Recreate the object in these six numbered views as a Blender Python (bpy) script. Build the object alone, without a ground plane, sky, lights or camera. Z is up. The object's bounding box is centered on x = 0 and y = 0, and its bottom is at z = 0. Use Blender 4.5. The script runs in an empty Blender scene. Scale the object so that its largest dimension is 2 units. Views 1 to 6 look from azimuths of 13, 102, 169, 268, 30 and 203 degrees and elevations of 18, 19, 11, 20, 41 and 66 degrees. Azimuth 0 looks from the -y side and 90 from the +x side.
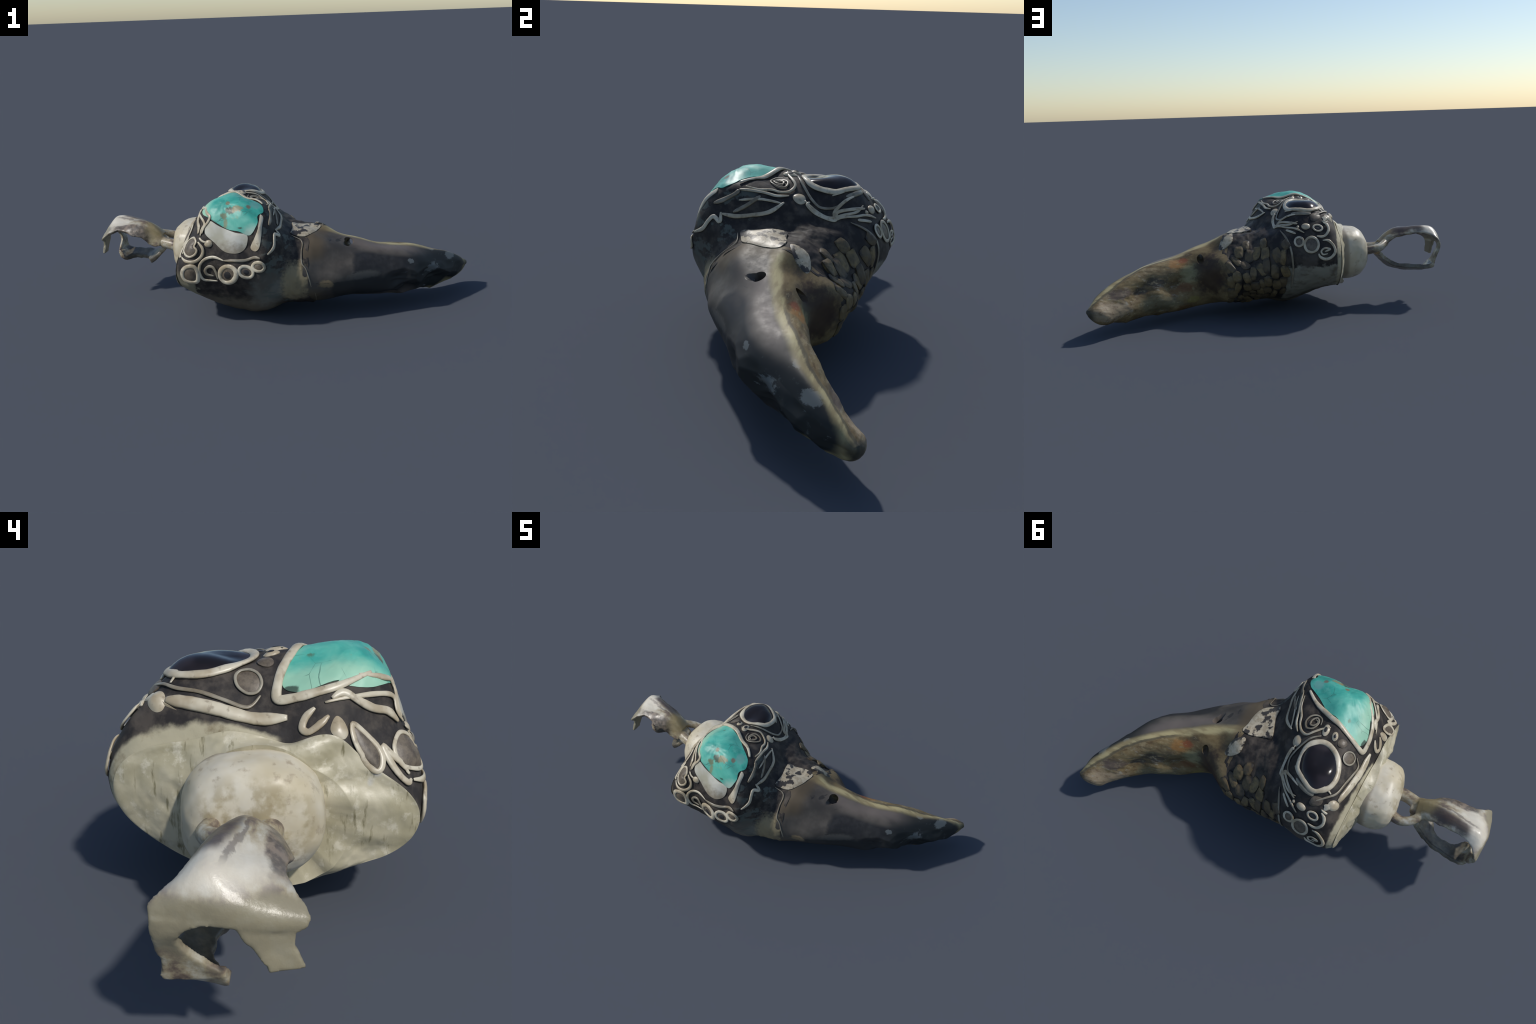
# A claw pendant lying on its side: curved horn claw in an oxidised silver setting with a turquoise,
# an onyx, wire and bead ornament, a scaly wrap on the far flank, a polished dome cap and a torn bail.
import bpy, bmesh, math, random
from mathutils import Vector, noise
from mathutils.bvhtree import BVHTree

random.seed(7)
SCENE = bpy.context.scene.collection

# ---------------------------------------------------------------- sections of the body (back plate -> claw tip)
# (centre, axis, radii at 18 degree steps: 0 = up, 90 = towards -y, 180 = down, 270 = towards +y)
SECTIONS = [
    ((-0.438, 0.04, 0.31), (0.995, -0.100, 0.000), [0.073, 0.091, 0.118, 0.151, 0.183, 0.210, 0.226, 0.232, 0.230, 0.219, 0.204, 0.188, 0.170, 0.151, 0.134, 0.117, 0.098, 0.080, 0.068, 0.065]),
    ((-0.402, 0, 0.3), (0.988, -0.153, 0.000), [0.159, 0.163, 0.217, 0.233, 0.268, 0.338, 0.324, 0.258, 0.225, 0.209, 0.201, 0.203, 0.224, 0.266, 0.324, 0.392, 0.368, 0.263, 0.219, 0.183]),
    ((-0.335, 0, 0.3), (0.995, -0.100, 0.000), [0.245, 0.278, 0.310, 0.316, 0.356, 0.368, 0.350, 0.305, 0.259, 0.230, 0.211, 0.210, 0.219, 0.263, 0.331, 0.408, 0.409, 0.373, 0.314, 0.255]),
    ((-0.265, 0, 0.3), (0.999, -0.050, 0.000), [0.309, 0.325, 0.388, 0.384, 0.365, 0.355, 0.341, 0.326, 0.298, 0.264, 0.234, 0.225, 0.230, 0.272, 0.339, 0.399, 0.404, 0.383, 0.360, 0.316]),
    ((-0.19, 0, 0.3), (1.000, 0.000, 0.000), [0.324, 0.356, 0.404, 0.392, 0.384, 0.379, 0.354, 0.336, 0.320, 0.291, 0.259, 0.245, 0.248, 0.282, 0.335, 0.397, 0.395, 0.382, 0.368, 0.310]),
    ((-0.12, 0, 0.3), (1.000, 0.000, 0.000), [0.315, 0.325, 0.407, 0.405, 0.390, 0.407, 0.361, 0.339, 0.330, 0.305, 0.278, 0.265, 0.265, 0.290, 0.336, 0.376, 0.378, 0.361, 0.349, 0.320]),
    ((-0.06, 0, 0.29), (1.000, 0.000, 0.000), [0.290, 0.332, 0.399, 0.416, 0.383, 0.398, 0.360, 0.341, 0.323, 0.293, 0.265, 0.259, 0.262, 0.285, 0.319, 0.347, 0.364, 0.328, 0.305, 0.278]),
    ((0, 0, 0.28), (1.000, 0.000, 0.000), [0.257, 0.303, 0.379, 0.413, 0.407, 0.387, 0.346, 0.325, 0.296, 0.265, 0.239, 0.234, 0.242, 0.273, 0.313, 0.334, 0.328, 0.300, 0.241, 0.234]),
    ((0.05, 0.01, 0.27), (1.000, 0.000, 0.000), [0.205, 0.242, 0.284, 0.357, 0.371, 0.345, 0.332, 0.296, 0.261, 0.240, 0.222, 0.218, 0.225, 0.258, 0.297, 0.308, 0.282, 0.265, 0.234, 0.208]),
    ((0.1, 0.02, 0.265), (0.999, 0.030, -0.030), [0.185, 0.204, 0.232, 0.275, 0.297, 0.329, 0.322, 0.283, 0.248, 0.227, 0.213, 0.212, 0.219, 0.245, 0.281, 0.282, 0.248, 0.218, 0.205, 0.196]),
    ((0.16, 0.03, 0.26), (0.996, 0.060, -0.060), [0.186, 0.193, 0.223, 0.249, 0.282, 0.316, 0.314, 0.272, 0.244, 0.221, 0.208, 0.208, 0.213, 0.226, 0.261, 0.270, 0.218, 0.206, 0.194, 0.192]),
    ((0.23, 0.035, 0.25), (0.992, 0.089, -0.089), [0.191, 0.184, 0.204, 0.238, 0.248, 0.278, 0.278, 0.244, 0.227, 0.213, 0.199, 0.198, 0.206, 0.228, 0.240, 0.252, 0.216, 0.190, 0.175, 0.181]),
    ((0.31, 0.035, 0.24), (0.988, 0.119, -0.099), [0.162, 0.168, 0.179, 0.201, 0.216, 0.256, 0.243, 0.214, 0.199, 0.190, 0.184, 0.183, 0.198, 0.223, 0.218, 0.208, 0.204, 0.175, 0.149, 0.148]),
    ((0.4, 0.045, 0.235), (0.982, 0.155, -0.103), [0.141, 0.145, 0.147, 0.163, 0.191, 0.214, 0.214, 0.191, 0.174, 0.170, 0.177, 0.184, 0.178, 0.150, 0.131, 0.131, 0.130, 0.123, 0.126, 0.137]),
    ((0.5, 0.065, 0.22), (0.956, 0.263, -0.129), [0.125, 0.127, 0.138, 0.146, 0.161, 0.173, 0.175, 0.170, 0.157, 0.156, 0.167, 0.176, 0.176, 0.141, 0.113, 0.102, 0.104, 0.116, 0.121, 0.123]),
    ((0.6, 0.1, 0.208), (0.916, 0.386, -0.111), [0.117, 0.120, 0.129, 0.140, 0.145, 0.151, 0.156, 0.153, 0.140, 0.143, 0.157, 0.172, 0.178, 0.156, 0.106, 0.092, 0.100, 0.112, 0.116, 0.122]),
    ((0.69, 0.145, 0.197), (0.867, 0.484, -0.117), [0.117, 0.111, 0.114, 0.124, 0.128, 0.126, 0.125, 0.121, 0.119, 0.125, 0.137, 0.159, 0.146, 0.145, 0.129, 0.101, 0.090, 0.090, 0.107, 0.119]),
    ((0.77, 0.195, 0.185), (0.817, 0.562, -0.128), [0.098, 0.098, 0.094, 0.092, 0.093, 0.093, 0.090, 0.092, 0.098, 0.105, 0.120, 0.141, 0.140, 0.122, 0.088, 0.065, 0.066, 0.080, 0.097, 0.101]),
    ((0.85, 0.255, 0.172), (0.773, 0.619, -0.139), [0.075, 0.083, 0.077, 0.073, 0.072, 0.073, 0.073, 0.079, 0.087, 0.099, 0.114, 0.125, 0.124, 0.109, 0.090, 0.075, 0.072, 0.069, 0.066, 0.070]),
    ((0.92, 0.315, 0.158), (0.730, 0.666, -0.152), [0.053, 0.059, 0.060, 0.058, 0.057, 0.057, 0.056, 0.060, 0.067, 0.075, 0.089, 0.101, 0.109, 0.105, 0.086, 0.064, 0.049, 0.041, 0.041, 0.047]),
    ((0.965, 0.36, 0.148), (0.699, 0.699, -0.149), [0.029, 0.031, 0.032, 0.032, 0.032, 0.032, 0.030, 0.034, 0.042, 0.054, 0.073, 0.086, 0.091, 0.089, 0.075, 0.059, 0.046, 0.037, 0.032, 0.029]),
    ((0.995, 0.39, 0.142), (0.700, 0.700, -0.140), [0.015, 0.015, 0.015, 0.015, 0.015, 0.015, 0.015, 0.015, 0.015, 0.019, 0.026, 0.034, 0.038, 0.037, 0.033, 0.027, 0.019, 0.015, 0.015, 0.015]),
]

# ornament: control points near the surface, snapped to it when built
ORNAMENT = {
    'turquoise': [(-0.162, -0.105, 0.630), (-0.102, -0.151, 0.619), (-0.044, -0.203, 0.613), (-0.020, -0.229, 0.602), (-0.010, -0.268, 0.584), (-0.031, -0.299, 0.577), (-0.027, -0.328, 0.548), (-0.045, -0.349, 0.510), (-0.070, -0.349, 0.489), (-0.119, -0.340, 0.505), (-0.170, -0.330, 0.510), (-0.216, -0.318, 0.529), (-0.264, -0.303, 0.552), (-0.312, -0.260, 0.560), (-0.332, -0.220, 0.561), (-0.339, -0.187, 0.567), (-0.339, -0.154, 0.574), (-0.332, -0.157, 0.581), (-0.345, -0.089, 0.563), (-0.342, -0.053, 0.557), (-0.324, -0.027, 0.566), (-0.294, -0.031, 0.591), (-0.247, -0.050, 0.617)],
    'bezel_turquoise': [(-0.026, -0.200, 0.608), (-0.077, -0.144, 0.616), (-0.162, -0.090, 0.628), (-0.215, -0.063, 0.631), (-0.276, -0.031, 0.602), (-0.317, -0.014, 0.568), (-0.342, -0.012, 0.540), (-0.351, -0.045, 0.543), (-0.354, -0.096, 0.556), (-0.342, -0.161, 0.570), (-0.301, -0.239, 0.589)],
    'bezel_front': [(-0.316, -0.207, 0.589), (-0.292, -0.271, 0.574), (-0.272, -0.293, 0.562), (-0.281, -0.304, 0.538), (-0.302, -0.305, 0.510), (-0.312, -0.316, 0.481)],
    'facet': [(-0.277, -0.303, 0.543), (-0.214, -0.322, 0.520), (-0.136, -0.341, 0.498), (-0.079, -0.348, 0.491), (-0.077, -0.355, 0.446), (-0.098, -0.367, 0.413), (-0.135, -0.379, 0.404), (-0.191, -0.367, 0.410), (-0.244, -0.345, 0.447), (-0.296, -0.320, 0.488)],
    'spur': [(-0.020, -0.291, 0.579), (-0.016, -0.322, 0.550), (-0.025, -0.349, 0.513), (-0.040, -0.359, 0.475), (-0.059, -0.360, 0.430), (-0.034, -0.373, 0.417), (-0.013, -0.377, 0.437), (-0.004, -0.360, 0.485), (-0.004, -0.331, 0.530), (-0.004, -0.294, 0.564)],
    'onyx': [(-0.152, 0.059, 0.610), (-0.189, 0.055, 0.604), (-0.239, 0.092, 0.603), (-0.260, 0.138, 0.600), (-0.256, 0.191, 0.596), (-0.218, 0.239, 0.588), (-0.187, 0.243, 0.586), (-0.135, 0.201, 0.591), (-0.108, 0.162, 0.589), (-0.105, 0.100, 0.597)],
    'onyx_bezel': [(-0.150, 0.039, 0.615), (-0.200, 0.039, 0.610), (-0.251, 0.082, 0.604), (-0.276, 0.152, 0.591), (-0.262, 0.216, 0.586), (-0.221, 0.247, 0.583), (-0.185, 0.251, 0.582), (-0.122, 0.203, 0.584), (-0.095, 0.162, 0.580), (-0.101, 0.080, 0.597)],
    'strip': [(-0.376, -0.032, 0.504), (-0.365, 0.049, 0.502), (-0.347, 0.138, 0.524), (-0.329, 0.203, 0.535), (-0.312, 0.252, 0.539)],
    'strip_bead': [(-0.324, 0.259, 0.516), (-0.322, 0.276, 0.510), (-0.307, 0.294, 0.521), (-0.288, 0.298, 0.534), (-0.276, 0.288, 0.544), (-0.279, 0.272, 0.553), (-0.294, 0.258, 0.552), (-0.313, 0.253, 0.537)],
    'inner_strip': [(-0.328, 0.027, 0.546), (-0.345, 0.059, 0.523), (-0.332, 0.114, 0.539), (-0.316, 0.169, 0.556), (-0.297, 0.227, 0.563), (-0.259, 0.261, 0.564), (-0.219, 0.285, 0.552)],
    'disc_top': [(-0.321, 0.035, 0.553), (-0.321, 0.058, 0.551), (-0.307, 0.080, 0.565), (-0.288, 0.085, 0.584), (-0.275, 0.072, 0.595), (-0.276, 0.048, 0.597), (-0.289, 0.029, 0.588), (-0.308, 0.023, 0.570)],
    'spiral_top': [(-0.100, -0.069, 0.602), (-0.113, -0.057, 0.606), (-0.100, -0.037, 0.603), (-0.082, -0.041, 0.598), (-0.085, -0.063, 0.601), (-0.105, -0.078, 0.604), (-0.118, -0.055, 0.607), (-0.102, -0.022, 0.605), (-0.071, -0.022, 0.592), (-0.058, -0.049, 0.593), (-0.072, -0.077, 0.602), (-0.101, -0.090, 0.605), (-0.127, -0.076, 0.610), (-0.131, -0.043, 0.614)],
    'frame': [(-0.011, -0.172, 0.597), (-0.012, -0.119, 0.587), (-0.029, -0.074, 0.585), (-0.035, -0.036, 0.577), (-0.055, -0.004, 0.578), (-0.086, 0.012, 0.595), (-0.118, -0.007, 0.614), (-0.145, -0.025, 0.621), (-0.179, -0.038, 0.631)],
    'frame_out': [(0.024, -0.190, 0.547), (0.014, -0.103, 0.555), (0.003, -0.023, 0.542)],
    'oval_a': [(-0.178, -0.019, 0.628), (-0.172, -0.000, 0.624), (-0.160, 0.006, 0.622), (-0.149, -0.005, 0.622), (-0.146, -0.027, 0.621), (-0.152, -0.047, 0.623), (-0.164, -0.051, 0.628), (-0.175, -0.040, 0.630)],
    'oval_b': [(-0.224, -0.007, 0.623), (-0.221, 0.008, 0.620), (-0.211, 0.015, 0.619), (-0.201, 0.009, 0.621), (-0.195, -0.005, 0.625), (-0.199, -0.020, 0.628), (-0.209, -0.027, 0.629), (-0.219, -0.022, 0.626)],
    'oval_c': [(-0.271, -0.000, 0.605), (-0.269, 0.016, 0.605), (-0.257, 0.029, 0.610), (-0.241, 0.030, 0.613), (-0.230, 0.020, 0.617), (-0.232, 0.005, 0.619), (-0.245, -0.007, 0.618), (-0.261, -0.009, 0.611)],
    'drop': [(-0.044, 0.012, 0.565), (-0.061, 0.028, 0.571), (-0.062, 0.055, 0.563), (-0.042, 0.064, 0.543), (-0.027, 0.045, 0.538), (-0.028, 0.022, 0.550)],
    'drop_tail': [(-0.046, 0.059, 0.548), (-0.027, 0.110, 0.513), (-0.023, 0.165, 0.493), (-0.050, 0.221, 0.503), (-0.085, 0.263, 0.508), (-0.125, 0.283, 0.526)],
    'onyx_outer': [(-0.151, 0.010, 0.621), (-0.109, 0.031, 0.610), (-0.079, 0.058, 0.581), (-0.056, 0.087, 0.550), (-0.041, 0.124, 0.526), (-0.052, 0.177, 0.526), (-0.084, 0.214, 0.548)],
    'v_wire': [(-0.047, 0.079, 0.543), (-0.034, 0.072, 0.533), (-0.020, 0.112, 0.504), (-0.018, 0.185, 0.484), (-0.041, 0.179, 0.512), (-0.085, 0.214, 0.548), (-0.123, 0.245, 0.560)],
    'onyx_lower': [(-0.081, 0.163, 0.567), (-0.113, 0.203, 0.580), (-0.162, 0.231, 0.588), (-0.197, 0.250, 0.583), (-0.238, 0.227, 0.590), (-0.275, 0.241, 0.570)],
    'lump_a': [(-0.105, 0.216, 0.567), (-0.136, 0.235, 0.575), (-0.171, 0.253, 0.578), (-0.203, 0.265, 0.572), (-0.195, 0.276, 0.562), (-0.153, 0.265, 0.561), (-0.111, 0.234, 0.559)],
    'lump_b': [(-0.206, 0.274, 0.564), (-0.247, 0.270, 0.561), (-0.245, 0.294, 0.540), (-0.212, 0.306, 0.529), (-0.194, 0.298, 0.538)],
    'lump_c': [(-0.267, 0.285, 0.547), (-0.316, 0.255, 0.533), (-0.333, 0.226, 0.518), (-0.276, 0.307, 0.530), (-0.264, 0.296, 0.539)],
    'lump_d': [(-0.256, 0.307, 0.528), (-0.284, 0.314, 0.523), (-0.277, 0.321, 0.518), (-0.257, 0.313, 0.522)],
    'side_edge': [(-0.036, 0.246, 0.477), (-0.055, 0.313, 0.443), (-0.069, 0.355, 0.391), (-0.076, 0.361, 0.328), (-0.080, 0.346, 0.262), (-0.081, 0.282, 0.163)],
    'bar_a': [(-0.022, 0.195, 0.485), (-0.044, 0.190, 0.510), (-0.082, 0.248, 0.519), (-0.121, 0.291, 0.515)],
    'bar_b': [(-0.022, 0.194, 0.486), (-0.035, 0.207, 0.494), (-0.068, 0.260, 0.494), (-0.104, 0.298, 0.493), (-0.148, 0.337, 0.472)],
    'bar_c': [(-0.063, 0.270, 0.482), (-0.105, 0.322, 0.467)],
    'side_disc': [(-0.214, 0.384, 0.411), (-0.200, 0.393, 0.384), (-0.173, 0.390, 0.374), (-0.149, 0.380, 0.385), (-0.142, 0.367, 0.413), (-0.156, 0.358, 0.440), (-0.183, 0.359, 0.450), (-0.207, 0.370, 0.438)],
    'side_disc_small': [(-0.137, 0.359, 0.428), (-0.129, 0.364, 0.412), (-0.112, 0.362, 0.405), (-0.098, 0.356, 0.412), (-0.093, 0.346, 0.429), (-0.102, 0.339, 0.444), (-0.119, 0.340, 0.451), (-0.133, 0.349, 0.444)],
    'side_bead_a': [(-0.127, 0.306, 0.502), (-0.124, 0.308, 0.497), (-0.119, 0.307, 0.495), (-0.115, 0.303, 0.497), (-0.114, 0.298, 0.501), (-0.117, 0.296, 0.506), (-0.122, 0.297, 0.509), (-0.126, 0.301, 0.507)],
    'side_bead_b': [(-0.184, 0.323, 0.504), (-0.176, 0.329, 0.493), (-0.158, 0.328, 0.489), (-0.143, 0.319, 0.494), (-0.139, 0.309, 0.504), (-0.147, 0.305, 0.515), (-0.164, 0.307, 0.519), (-0.180, 0.315, 0.514)],
    'side_oval': [(-0.246, 0.342, 0.489), (-0.235, 0.347, 0.480), (-0.217, 0.345, 0.479), (-0.203, 0.338, 0.487), (-0.200, 0.329, 0.498), (-0.211, 0.324, 0.507), (-0.229, 0.324, 0.507), (-0.243, 0.332, 0.500)],
    'side_hook': [(-0.258, 0.318, 0.518), (-0.276, 0.333, 0.507), (-0.278, 0.354, 0.483), (-0.260, 0.368, 0.460), (-0.238, 0.368, 0.450), (-0.210, 0.361, 0.454)],
    'side_hook_low': [(-0.238, 0.378, 0.432), (-0.267, 0.386, 0.430), (-0.292, 0.399, 0.403), (-0.298, 0.407, 0.372), (-0.276, 0.411, 0.344), (-0.246, 0.404, 0.334), (-0.219, 0.402, 0.346), (-0.209, 0.399, 0.365)],
    'side_spiral': [(-0.243, 0.400, 0.375), (-0.257, 0.402, 0.379), (-0.271, 0.404, 0.387), (-0.244, 0.396, 0.392), (-0.225, 0.397, 0.378), (-0.232, 0.401, 0.360), (-0.258, 0.405, 0.363)],
    'row_a': [(-0.408, -0.357, 0.301), (-0.379, -0.364, 0.323), (-0.346, -0.365, 0.322), (-0.331, -0.360, 0.291), (-0.336, -0.352, 0.245), (-0.360, -0.353, 0.236), (-0.397, -0.354, 0.243), (-0.413, -0.355, 0.267)],
    'row_b_hook': [(-0.191, -0.377, 0.365), (-0.245, -0.359, 0.375), (-0.292, -0.355, 0.361), (-0.319, -0.360, 0.329), (-0.320, -0.357, 0.281), (-0.299, -0.346, 0.249), (-0.233, -0.351, 0.248)],
    'row_b_curl': [(-0.251, -0.354, 0.276), (-0.284, -0.352, 0.281), (-0.293, -0.356, 0.303), (-0.278, -0.356, 0.322), (-0.252, -0.360, 0.322), (-0.237, -0.361, 0.295), (-0.231, -0.355, 0.260)],
    'row_c': [(-0.127, -0.403, 0.291), (-0.155, -0.383, 0.258), (-0.191, -0.365, 0.248), (-0.214, -0.363, 0.269), (-0.212, -0.370, 0.305), (-0.186, -0.382, 0.334), (-0.151, -0.396, 0.342), (-0.126, -0.405, 0.324)],
    'row_d': [(-0.043, -0.397, 0.306), (-0.059, -0.398, 0.291), (-0.085, -0.403, 0.293), (-0.105, -0.406, 0.310), (-0.108, -0.404, 0.332), (-0.093, -0.396, 0.345), (-0.067, -0.390, 0.342), (-0.046, -0.394, 0.328)],
    'row_e': [(0.013, -0.388, 0.339), (0.002, -0.393, 0.326), (-0.019, -0.397, 0.324), (-0.039, -0.394, 0.332), (-0.045, -0.389, 0.348), (-0.034, -0.388, 0.362), (-0.011, -0.393, 0.368), (0.008, -0.391, 0.357)],
    'row_band': [(-0.191, -0.377, 0.365), (-0.133, -0.392, 0.372), (-0.083, -0.381, 0.372), (-0.039, -0.378, 0.387), (-0.006, -0.390, 0.387)],
    'tear': [(-0.360, -0.299, 0.454), (-0.341, -0.326, 0.442), (-0.348, -0.338, 0.420), (-0.333, -0.349, 0.404), (-0.343, -0.356, 0.383), (-0.369, -0.356, 0.371), (-0.398, -0.335, 0.376), (-0.413, -0.296, 0.393), (-0.395, -0.281, 0.429)],
    'tear_ring': [(-0.330, -0.331, 0.442), (-0.303, -0.347, 0.413), (-0.307, -0.354, 0.378), (-0.341, -0.363, 0.350), (-0.389, -0.355, 0.347), (-0.420, -0.324, 0.357)],
    'small_bead': [(-0.254, -0.345, 0.439), (-0.260, -0.347, 0.426), (-0.275, -0.346, 0.420), (-0.290, -0.344, 0.424), (-0.296, -0.340, 0.436), (-0.290, -0.337, 0.449), (-0.275, -0.338, 0.456), (-0.260, -0.341, 0.452)],
    'small_bead_tail': [(-0.325, -0.321, 0.461), (-0.306, -0.334, 0.448), (-0.285, -0.339, 0.443)],
    'left_wire': [(-0.372, -0.120, 0.537), (-0.326, -0.255, 0.542), (-0.301, -0.296, 0.526), (-0.317, -0.303, 0.496), (-0.319, -0.318, 0.470)],
    'hook': [(-0.414, -0.089, 0.553), (-0.411, -0.067, 0.524), (-0.410, -0.060, 0.493), (-0.412, -0.076, 0.481), (-0.415, -0.101, 0.503), (-0.418, -0.126, 0.532)],
    'leaf': [(-0.421, -0.150, 0.532), (-0.423, -0.167, 0.520), (-0.424, -0.173, 0.485), (-0.422, -0.157, 0.461), (-0.419, -0.135, 0.469), (-0.419, -0.130, 0.493)],
    'tear_back': [(-0.427, -0.197, 0.513), (-0.430, -0.223, 0.497), (-0.433, -0.248, 0.462), (-0.433, -0.254, 0.422), (-0.432, -0.238, 0.386), (-0.428, -0.212, 0.398), (-0.426, -0.191, 0.438), (-0.426, -0.188, 0.481)],
    'spiral_back': [(-0.443, -0.332, 0.389), (-0.440, -0.308, 0.419), (-0.437, -0.285, 0.439), (-0.435, -0.267, 0.462), (-0.436, -0.273, 0.418), (-0.438, -0.295, 0.374), (-0.441, -0.315, 0.362), (-0.443, -0.333, 0.374)],
    'back_band': [(-0.366, -0.137, 0.545), (-0.354, -0.166, 0.555), (-0.357, -0.201, 0.535), (-0.351, -0.238, 0.514), (-0.336, -0.277, 0.501), (-0.335, -0.302, 0.475)],
    'fold_a': [(0.048, -0.252, 0.493), (0.057, -0.196, 0.490), (0.052, -0.140, 0.497), (0.039, -0.067, 0.512), (-0.002, -0.015, 0.545)],
    'fold_b': [(0.047, -0.207, 0.503), (0.032, -0.154, 0.532), (0.006, -0.108, 0.566)],
    'fold_c': [(0.027, -0.372, 0.402), (0.049, -0.331, 0.425), (0.049, -0.306, 0.461), (0.048, -0.285, 0.479), (0.065, -0.256, 0.466), (0.045, -0.257, 0.498)],
    'fold_d': [(0.021, -0.293, 0.526), (0.021, -0.256, 0.541), (0.013, -0.209, 0.568), (0.004, -0.195, 0.583)],
    'top_edge': [(0.003, -0.195, 0.585), (-0.001, -0.147, 0.584), (-0.009, -0.091, 0.576), (-0.014, -0.047, 0.566), (-0.035, -0.002, 0.565)],
    'seam_a': [(0.112, -0.171, 0.441), (0.151, -0.165, 0.420), (0.167, -0.181, 0.403), (0.167, -0.219, 0.371), (0.174, -0.257, 0.326), (0.194, -0.263, 0.298), (0.209, -0.268, 0.256), (0.221, -0.258, 0.199), (0.235, -0.233, 0.163), (0.227, -0.120, 0.078)],
    'horn_a': [(0.086, 0.012, 0.455), (0.119, 0.022, 0.448), (0.142, 0.024, 0.446), (0.181, 0.033, 0.446), (0.233, 0.019, 0.441), (0.223, -0.030, 0.431), (0.211, -0.077, 0.432), (0.181, -0.132, 0.428), (0.137, -0.152, 0.433), (0.105, -0.156, 0.449), (0.104, -0.085, 0.459)],
    'horn_b': [(0.213, 0.052, 0.446), (0.201, 0.065, 0.445), (0.205, 0.100, 0.431), (0.215, 0.124, 0.411), (0.255, 0.138, 0.380), (0.288, 0.128, 0.368), (0.277, 0.089, 0.399), (0.251, 0.065, 0.431)],
}


# ---------------------------------------------------------------- small maths
def hermite(p0, p1, p2, p3, t):
    return 0.5 * ((2 * p1) + (p2 - p0) * t + (2 * p0 - 5 * p1 + 4 * p2 - p3) * t * t + (3 * p1 - p0 - 3 * p2 + p3) * t ** 3)


def spline_second(y, periodic):
    """Second derivatives of the cubic spline through unit-spaced values y (few Gauss-Seidel sweeps)."""
    n = len(y)
    m = [0.0] * n
    for _ in range(40):
        for i in range(n):
            if not periodic and i in (0, n - 1):
                continue
            a, b, c = y[i - 1], y[i], y[(i + 1) % n]
            m[i] = (6 * (a - 2 * b + c) - m[i - 1] - m[(i + 1) % n]) / 4
    return m


def spline_at(y, m, t, periodic):
    n = len(y)
    if periodic:
        i = int(math.floor(t)) % n
        f = t - math.floor(t)
        j = (i + 1) % n
    else:
        i = max(0, min(int(t), n - 2))
        f = t - i
        j = i + 1
    g = 1 - f
    return g * y[i] + f * y[j] + ((g ** 3 - g) * m[i] + (f ** 3 - f) * m[j]) / 6


STEPS = len(SECTIONS[0][2])
ROUND = 240                                   # columns of the fine mesh
_body = SECTIONS[1:]                          # splined from the rim on; the back plate is ruled
_fine = []                                    # per section: radii at ROUND angles
for _, _, _r in SECTIONS:
    _m = spline_second(_r, True)
    _fine.append([spline_at(_r, _m, k * STEPS / ROUND, True) for k in range(ROUND)])
_fine[0] = [max(r, 0.15) for r in _fine[0]]
_col = []
for k in range(ROUND):
    y = [f[k] for f in _fine[1:]]
    _col.append((y, spline_second(y, False)))
_chan = []
for a in (0, 1):
    for c in range(3):
        y = [s[a][c] for s in _body]
        _chan.append((y, spline_second(y, False)))
LAST = len(SECTIONS) - 1


def frame(u):
    """Centre and the two radial axes at station u (0 back plate, 1 rim ... LAST tip)."""
    if u <= 1:
        c = Vector(SECTIONS[0][0]).lerp(Vector(SECTIONS[1][0]), max(u, 0))
        n = Vector(SECTIONS[0][1]).lerp(Vector(SECTIONS[1][1]), max(u, 0)).normalized()
    else:
        v = [spline_at(y, m, u - 1, False) for y, m in _chan]
        c, n = Vector(v[:3]), Vector(v[3:]).normalized()
    side = n.cross(Vector((0, 0, 1))).normalized()
    return c, side.cross(n), side


def radius(u, k):
    k %= ROUND
    if u <= 1:
        return _fine[0][k] * (1 - u) + _fine[1][k] * u
    y, m = _col[k]
    return max(spline_at(y, m, u - 1, False), 0.012)


def surface(u, k, fr=None):
    c, up, side = fr or frame(u)
    a = 2 * math.pi * k / ROUND
    d = up * math.cos(a) + side * math.sin(a)
    p = c + d * radius(u, k)
    return p, d


def lathe_faces(rows, cols, flip=False):
    f = []
    for i in range(rows - 1):
        for k in range(cols):
            q = (i * cols + k, i * cols + (k + 1) % cols, (i + 1) * cols + (k + 1) % cols, (i + 1) * cols + k)
            f.append(q[::-1] if flip else q)
    return f


def make(name, verts, faces, mat, parent=None, smooth=True, angle=None):
    me = bpy.data.meshes.new(name)
    me.from_pydata([tuple(v) for v in verts], [], faces)
    me.validate()
    bm = bmesh.new()
    bm.from_mesh(me)
    bmesh.ops.recalc_face_normals(bm, faces=bm.faces)
    bm.to_mesh(me)
    bm.free()
    if mat:
        me.materials.append(mat)
    if smooth:
        me.shade_smooth()
        if angle:
            me.set_sharp_from_angle(angle=math.radians(angle))
    o = bpy.data.objects.new(name, me)
    SCENE.objects.link(o)
    o.parent = parent
    return o


# whole body as a snapping target
_us = [i / 8 for i in range(9)] + [1 + i * (LAST - 1) / 190 for i in range(1, 191)]
_V, _F = [], []
for u in _us:
    fr = frame(u)
    _V += [surface(u, k, fr)[0] for k in range(0, ROUND, 2)]
_F = lathe_faces(len(_us), ROUND // 2)
TARGET = BVHTree.FromPolygons([tuple(v) for v in _V], _F)
_mid = [Vector(s[0]) for s in SECTIONS]


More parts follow.
